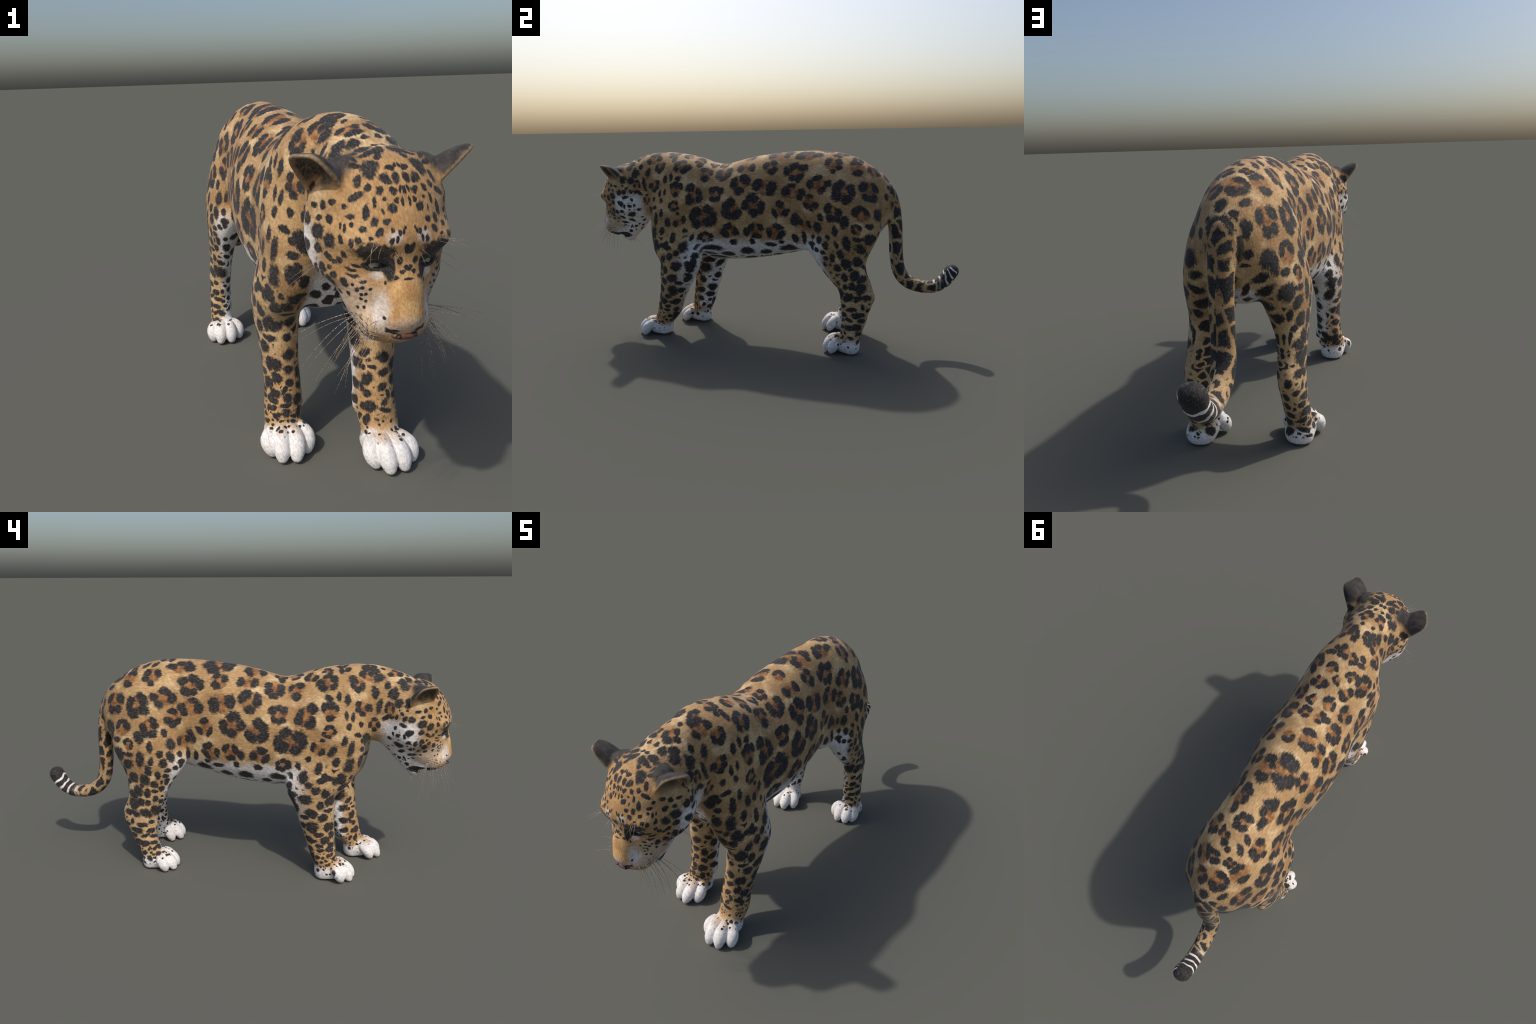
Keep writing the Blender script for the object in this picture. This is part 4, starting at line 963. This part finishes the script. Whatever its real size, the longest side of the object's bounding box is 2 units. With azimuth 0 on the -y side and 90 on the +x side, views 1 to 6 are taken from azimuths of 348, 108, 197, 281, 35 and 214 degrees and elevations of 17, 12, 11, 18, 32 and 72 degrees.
        dots = N.math("ADD", N.voronoi(N.vec("ADD", Q, N.vec("MULTIPLY", warp, (0.5,) * 3)), 33.0, "F1", 0.85), N.math("MULTIPLY", fray, 1.2))
        dots = N.both(N.step(dots, 0.40, 0.30), cheek, N.step(reach, 1.35, 1.6))
        black = N.any(black, dots, N.both(N.step(N.math("ADD", brow_d, N.math("MULTIPLY", fray, 2.0)), 1.15, 0.80, 0.0, 0.96), N.step(N.noise(Q, 75.0, 1.0), 0.22, 0.40)), N.step(corner, 1.15, 0.8), N.step(rim, 1.05, 0.9), lip, nostril, N.math("MULTIPLY", rows, 0.9))
    if black is not None:
        dark = N.mix(N.step(N.math("MULTIPLY_ADD", streak, 0.12, fur), 0.54, 0.78), BLACK, (0.075, 0.068, 0.063))
        col = N.mix(black, col, dark)
    if part in ("head", "ear"):
        col = ear_overlay(N, col, ear_frames)

    # ---- grain of the fur
    shade = N.math("MULTIPLY_ADD", fur, 0.46, 0.76)
    shade = N.both(shade, N.math("MULTIPLY_ADD", streak, 0.40, 0.80))
    col = N.mix(1.0, col, N.join(shade, shade, shade), "MULTIPLY")
    height = N.math("ADD", fur, N.math("MULTIPLY", streak, 0.7))
    return N.surface(col, 0.72, height, 0.35, 0.0016, 0.22, 0.08)


def eye_material(gaze):
    N = Nodes("eye_wet")
    tc = N.t.nodes.new("ShaderNodeTexCoord")
    p = N.vec("NORMALIZE", tc.outputs["Object"])
    f = N.vec("DOT_PRODUCT", p, gaze)
    iris = N.mix(N.noise(tc.outputs["Object"], 300.0, 2.0), (0.20, 0.22, 0.14), (0.36, 0.37, 0.27))
    col = N.mix(N.step(f, 0.60, 0.66), (0.34, 0.33, 0.29), iris)
    col = N.mix(N.step(f, 0.93, 0.95), col, (0.006, 0.006, 0.006))
    return N.surface(col, 0.12, spec=0.5, coat=0.8)


def plain(name, a, b, scale, rough=0.5, spec=0.4, coat=0.0):
    N = Nodes(name)
    tc = N.t.nodes.new("ShaderNodeTexCoord")
    n = N.noise(tc.outputs["Object"], scale, 3.0, 0.6)
    return N.surface(N.mix(N.step(n, 0.35, 0.65), a, b), rough, n, 0.25, 0.001, spec, 0.0, coat)


def whisker_material():
    N = Nodes("whisker_hair")
    tc = N.t.nodes.new("ShaderNodeTexCoord")
    z = N.split(tc.outputs["Object"])[2]
    oi = N.t.nodes.new("ShaderNodeObjectInfo")
    n = N.noise(N.join(N.math("MULTIPLY", oi.outputs["Random"], 9.0), 0.0, z), 95.0, 1.0)
    col = N.mix(N.step(n, 0.48, 0.56), (0.030, 0.022, 0.018), (0.55, 0.51, 0.46))
    n2 = N.noise(N.join(0.3, N.math("MULTIPLY", oi.outputs["Random"], 9.0), z), 60.0, 1.0)
    col = N.mix(N.step(n2, 0.52, 0.60), col, (0.32, 0.17, 0.07))
    return N.surface(col, 0.45, spec=0.4)


# ---------------------------------------------------------------- assembly
def surface_frame(tree, p):
    """Surface point, normal, forward and upward directions in the skin."""
    loc, n, _, _ = tree.find_nearest(Vector(p))
    n = np.array(n)
    ref = np.array([0, 1, 0.0]) if abs(n[1]) < 0.8 else np.array([0, 0, -1.0])
    t1 = ref - n * (ref @ n); t1 /= np.linalg.norm(t1)
    return np.array(loc), n, t1, np.cross(n, t1)


def midline(y):
    return min(max(0.011 - 0.022 * y, 0), 0.022)


def frame_marks(table, tree, signed=False):
    """Marks in the skin: off-centre, along, height, reach, ratio, turn.
    Those of the flanks stand for both sides; signed ones lie across the back."""
    out = []
    for a, y, z, R, ratio, turn, *_ in table:
        _, n, t1, t2 = surface_frame(tree, (midline(y) + (a if signed else -a), y, z))
        ang = math.radians(turn + 90)
        short = t1 * math.cos(ang) + t2 * math.sin(ang)
        out.append(((a, y, z), R, ratio, (short[0] if signed else -short[0], short[1], short[2])))
    return out


def ring_blotches(table, tree, rng, signed=False):
    """The black blotches of each rosette, set round its rim at the given hours
    (12 is up or towards the spine, 3 is towards the head)."""
    out = []
    for a, y, z, R, ratio, turn, hours in table:
        loc, n, t1, t2 = surface_frame(tree, (midline(y) + (a if signed else -a), y, z))
        ang = math.radians(turn)
        long_ax = t1 * math.cos(ang) + t2 * math.sin(ang)
        short_ax = np.cross(n, long_ax)
        inward = np.array([-np.sign(a) if signed else 1.0, 0, 2.0])
        up = t2 if t2 @ inward > 0 else -t2
        fwd = -t1
        hs = [float(h) for h in hours.split()]
        for h in hs:
            t = math.radians(30 * h)
            d = fwd * math.sin(t) + up * math.cos(t)
            rho = 1.06 / math.sqrt((d @ long_ax / R) ** 2 + (d @ short_ax / (R * ratio)) ** 2)
            tang = 0.49 * R * math.sqrt(ratio) * rng.uniform(0.85, 1.15) * (1.25 if len(hs) < 4 else 1.0)
            rad = 0.365 * rho * rng.uniform(0.85, 1.2)
            q, n2, _, _ = tree.find_nearest(Vector(loc + d * (rho - rad)))
            n2 = np.array(n2)
            e = d - n2 * (d @ n2); e /= np.linalg.norm(e)
            if tang < rad:
                e, tang, rad = np.cross(n2, e), rad, tang
            off = q[0] - midline(q[1])
            side = 1.0 if signed or off > 0 else -1.0
            out.append(((off if signed else abs(off), q[1], q[2]), tang, rad / tang, (side * e[0], e[1], e[2])))
    return out


def near(marks, pts, margin=1.5):
    lo, hi = pts.min(0), pts.max(0)
    keep = []
    for m in marks:
        c, r = np.array(m[0]), m[1] * margin + 0.01
        if np.all(c + r > lo) and np.all(c - r < hi):
            keep.append(m)
    return keep


def fold(V):
    """Python twin of coat_space, for choosing the marks a part needs."""
    def ss(a, b, t):
        u = np.clip((t - a) / (b - a), 0, 1)
        return u * u * (3 - 2 * u)
    x, y, z = V.T
    d = x - np.clip(0.011 - 0.022 * y, 0, 0.022)
    f = ss(0.80, 0.35, z) * ss(-0.12, -0.30, y) * (d > 0) * (1 - ss(0.44, 0.50, z) * ss(-0.60, -0.66, y))
    h = ss(0.85, 0.40, z) * ss(0.12, 0.30, y) * (d > 0)
    a = np.abs(d) - 0.022 * f * ss(0.06, 0.28, z) * ss(0.62, 0.42, z) + 0.009 * h * ss(0.50, 0.40, z)
    return np.stack([a, y + 0.09 * f - 0.065 * h, z], 1)


def unfolded(V):
    return np.stack([V[:, 0] - np.clip(0.011 - 0.022 * V[:, 1], 0, 0.022), V[:, 1], V[:, 2]], 1)


def make(name, V, F, mat, parent, normals=None):
    me = bpy.data.meshes.new(name)
    me.from_pydata(V.tolist(), [], F.tolist())
    me.shade_smooth()
    me.materials.append(mat)
    if normals is not None:
        me.normals_split_custom_set_from_vertices(normals.tolist())
    ob = bpy.data.objects.new(name, me)
    bpy.context.collection.objects.link(ob)
    ob.parent = parent
    return ob


def uv_ball(name, c, r, mat, parent, rot=None, seg=24):
    """A small ellipsoid with its own origin."""
    import bmesh
    from mathutils import Matrix
    bm = bmesh.new()
    bmesh.ops.create_uvsphere(bm, u_segments=seg, v_segments=seg // 2, radius=1.0, matrix=Matrix.Diagonal((*r, 1.0)))
    me = bpy.data.meshes.new(name); bm.to_mesh(me); bm.free()
    me.shade_smooth(); me.materials.append(mat)
    ob = bpy.data.objects.new(name, me); bpy.context.collection.objects.link(ob)
    ob.location = c
    if rot:
        ob.rotation_euler = rot
    ob.parent = parent
    return ob


def whisker_mesh(name, length, bend, radius, mat):
    """A tapering hair along +z that sags towards -y."""
    n, k = 14, 5
    vs, fs = [], []
    for i in range(n + 1):
        t = i / n
        z, y = length * t, -bend * length * t * t
        r = radius * (1 - 0.80 * t)
        for j in range(k):
            a = 2 * math.pi * j / k
            vs.append((r * math.cos(a), y + r * math.sin(a), z))
    for i in range(n):
        for j in range(k):
            fs.append((i * k + j, i * k + (j + 1) % k, (i + 1) * k + (j + 1) % k, (i + 1) * k + j))
    fs.append(tuple(range(k))[::-1]); fs.append(tuple(range(n * k, n * k + k)))
    me = bpy.data.meshes.new(name)
    me.from_pydata(vs, [], fs); me.shade_smooth(); me.materials.append(mat)
    return me


from mathutils import Vector, Quaternion
from mathutils.bvhtree import BVHTree

build_field()
V, Q = surface_nets()
V = relax(V, Q, 3)
NORM = vertex_normals(V, Q)
TREE = BVHTree.FromPolygons(V.tolist(), Q.tolist())

ROSETTES = frame_marks(FLANK_ROSETTES, TREE)
MARKS = ring_blotches(FLANK_ROSETTES, TREE, random.Random(3)) + frame_marks(
    FLANK_SPOTS + HIND_LEG_SPOTS + HAUNCH_SPOTS + HOCK_SPOTS + FORE_LEG_SPOTS + SHIN_SPOTS + CHEST_SPOTS + CROWN_SPOTS + CHEEK_SPOTS, TREE)
BACK = frame_marks(BACK_ROSETTES, TREE, True)
BACK_MARKS = ring_blotches(BACK_ROSETTES, TREE, random.Random(5), True) + frame_marks(BACK_SPOTS, TREE, True)

root = bpy.data.objects.new("jaguar", None)
bpy.context.collection.objects.link(root)
root["label"] = "walking jaguar with lowered head, tawny coat with black rosettes"
root["category"] = "big cat"

# ---- regions of the one smooth body
C = V[Q].mean(1)
x, y, z = C.T
LABEL = np.full(len(C), 0)                       # thorax, unless said otherwise
names = ["thorax", "neck", "head", "tail", "forelimb", "forelimb", "hindlimb", "hindlimb", "paw", "paw", "paw", "paw", "ear", "ear", "abdomen", "rump"]
LABEL[(y < -0.565) & (z > 0.60)] = 1
LABEL[(y + 0.30 * (z - 0.8) < -0.690) & (z > 0.45)] = 2
LABEL[((y > 0.655) & (np.abs(x) < 0.085)) | ((y > 0.630) & (z < 0.66) & (np.abs(x) < 0.055))] = 3
LABEL[(z < 0.53) & (y < -0.19) & (y > -0.72) & ~((z > 0.42) & (np.abs(x - 0.017) < 0.030))] = 4
LABEL[(LABEL == 4) & (x > 0.017)] = 5
LABEL[(z < 0.53 + 0.25 * (y - 0.35)) & (y > 0.20) & (LABEL != 3) & ~((z > 0.48) & (np.abs(x) < 0.035))] = 6
LABEL[(LABEL == 6) & (x > 0.0)] = 7
for a, b in ((4, 8), (5, 9), (6, 10), (7, 11)):
    LABEL[(LABEL == a) & (z < 0.115)] = b
LABEL[(LABEL == 0) & (y > -0.12)] = 14
LABEL[(LABEL == 14) & (y > 0.23)] = 15
ear_frames = []
for s, lab in ((-1, 12), (1, 13)):
    c, R = ear_frame(s)
    d = C - c
    LABEL[(d @ R[0] > -0.040 + 0.25 * np.abs(d @ R[1])) & (np.linalg.norm(d, axis=1) < 0.11) & (np.abs(x - HEAD_X) > 0.078) & (d @ R[2] < 0.03) & (z > 0.825)] = lab
    ear_frames.append((c, R))
cR, RR = ear_frames[1]
EARS = ((cR[0] - HEAD_X, cR[1], cR[2]), tuple(RR[0]), tuple(RR[1]), tuple(RR[2]))

PARTS = {}
for lab, nm in enumerate(names):
    faces = Q[LABEL == lab]
    used, inv = np.unique(faces, return_inverse=True)
    pv = V[used]
    fv = fold(pv)
    uv = unfolded(pv)
    mat = coat(nm + "_coat", nm, near(ROSETTES, fv), near(MARKS, fv), near(BACK, uv), near(BACK_MARKS, uv), EARS)
    parent = {"paw": PARTS.get(lab - 4), "ear": PARTS.get(2)}.get(nm) or root
    PARTS[lab] = make(nm, pv, inv.reshape(-1, 4), mat, parent, NORM[used])
HEAD = PARTS[2]

# ---- eyes, nose, teeth
gaze = np.array([0.0, -0.86, -0.5]); gaze /= np.linalg.norm(gaze)
eye_mat = eye_material(tuple(gaze))
nose_mat = plain("nose_skin", (0.075, 0.032, 0.022), (0.135, 0.060, 0.038), 160.0, 0.42)
dark_mat = plain("dark_skin", (0.010, 0.008, 0.008), (0.022, 0.017, 0.015), 120.0, 0.5)
tooth_mat = plain("tooth_enamel", (0.62, 0.56, 0.34), (0.70, 0.66, 0.48), 150.0, 0.3)
for s in (-1, 1):
    uv_ball("eye", (HEAD_X + s * 0.055, -0.884, 0.704), (0.0190, 0.0190, 0.0190), eye_mat, HEAD)
uv_ball("nose", (HEAD_X, -0.931, 0.5590), (0.029, 0.017, 0.0095), nose_mat, HEAD)
for s in (-1, 1):
    uv_ball("nostril", (HEAD_X + s * 0.018, -0.9420, 0.5610), (0.0065, 0.0065, 0.0036), dark_mat, HEAD, (0, s * 0.5, 0))
for s in (-1, 1):
    for k, (dx, dy, dz, h) in enumerate(((0.034, -0.822, 0.527, 0.016), (0.040, -0.806, 0.536, 0.008))):
        uv_ball("tooth", (HEAD_X + s * dx, dy, dz), (0.0042, 0.0046, h), tooth_mat, HEAD, (0.25, 0, 0), 12)

# ---- whiskers: on the pads, over the eyes, behind the cheek, on the chin
hair_mat = whisker_material()
KINDS = [whisker_mesh("whisker_hair", 1.0, b, 0.0060, hair_mat) for b in (0.10, 0.18, 0.28, 0.02)]


def add_whisker(p, d, length, kind, rng):
    loc, n, _, _ = TREE.find_nearest(Vector(p))
    d = Vector(d).normalized()
    ob = bpy.data.objects.new("whisker", KINDS[kind])
    bpy.context.collection.objects.link(ob)
    ob.location = loc - d * 0.003
    zq = d
    down = Vector((0, 0, -1)) - d * d.dot(Vector((0, 0, -1)))
    down = down.normalized() if down.length > 0.05 else Vector((0, 1, 0))
    yq = -down
    xq = yq.cross(zq)
    from mathutils import Matrix
    ob.rotation_euler = Matrix((xq, yq, zq)).transposed().to_euler()
    ob.scale = (0.12, length, length)
    ob.parent = HEAD


rng = random.Random(11)
for s in (-1, 1):
    for row in range(4):
        for k in range(5):
            u, v = row / 3.0, k / 4.0
            p = (HEAD_X + s * (0.062 + 0.012 * v), -0.925 + 0.075 * v + rng.uniform(-.004, .004), 0.592 - 0.040 * u + rng.uniform(-.003, .003))
            d = (s * (0.85 - 0.25 * u + rng.uniform(-.2, .2)), -0.30 + 0.55 * v + rng.uniform(-.15, .15), -0.25 - 0.75 * u + rng.uniform(-.25, .2))
            add_whisker(p, d, rng.uniform(0.09, 0.185) * (0.75 + 0.25 * v), rng.choice((0, 1, 2)), rng)
    for k in range(4):
        p = (HEAD_X + s * rng.uniform(0.055, 0.085), -0.935, 0.752 + rng.uniform(-.006, .01))
        add_whisker(p, (s * rng.uniform(0.1, 0.9), -0.75 + rng.uniform(-.2, .2), rng.uniform(-0.3, 0.15)), rng.uniform(0.050, 0.074), rng.choice((0, 3)), rng)
    for k in range(2):
        p = (HEAD_X + s * 0.03, -0.945, 0.724 + 0.01 * k)
        add_whisker(p, (s * rng.uniform(-0.2, 0.4), -0.8, -0.5 + 0.3 * k), rng.uniform(0.020, 0.035), 1, rng)
    for k in range(2):
        p = (HEAD_X + s * 0.128, -0.79 + 0.015 * k, 0.690 - 0.014 * k)
        add_whisker(p, (s * 0.9, 0.05, -0.42 - 0.1 * k), 0.075 + 0.02 * k, 0, rng)
    for k in range(6):
        p = (HEAD_X + s * rng.uniform(0.005, 0.03), -0.80 + rng.uniform(-.01, .02), 0.50)
        add_whisker(p, (s * rng.uniform(0, 0.6), rng.uniform(-0.6, 0.2), -0.8), rng.uniform(0.012, 0.035), 3, rng)
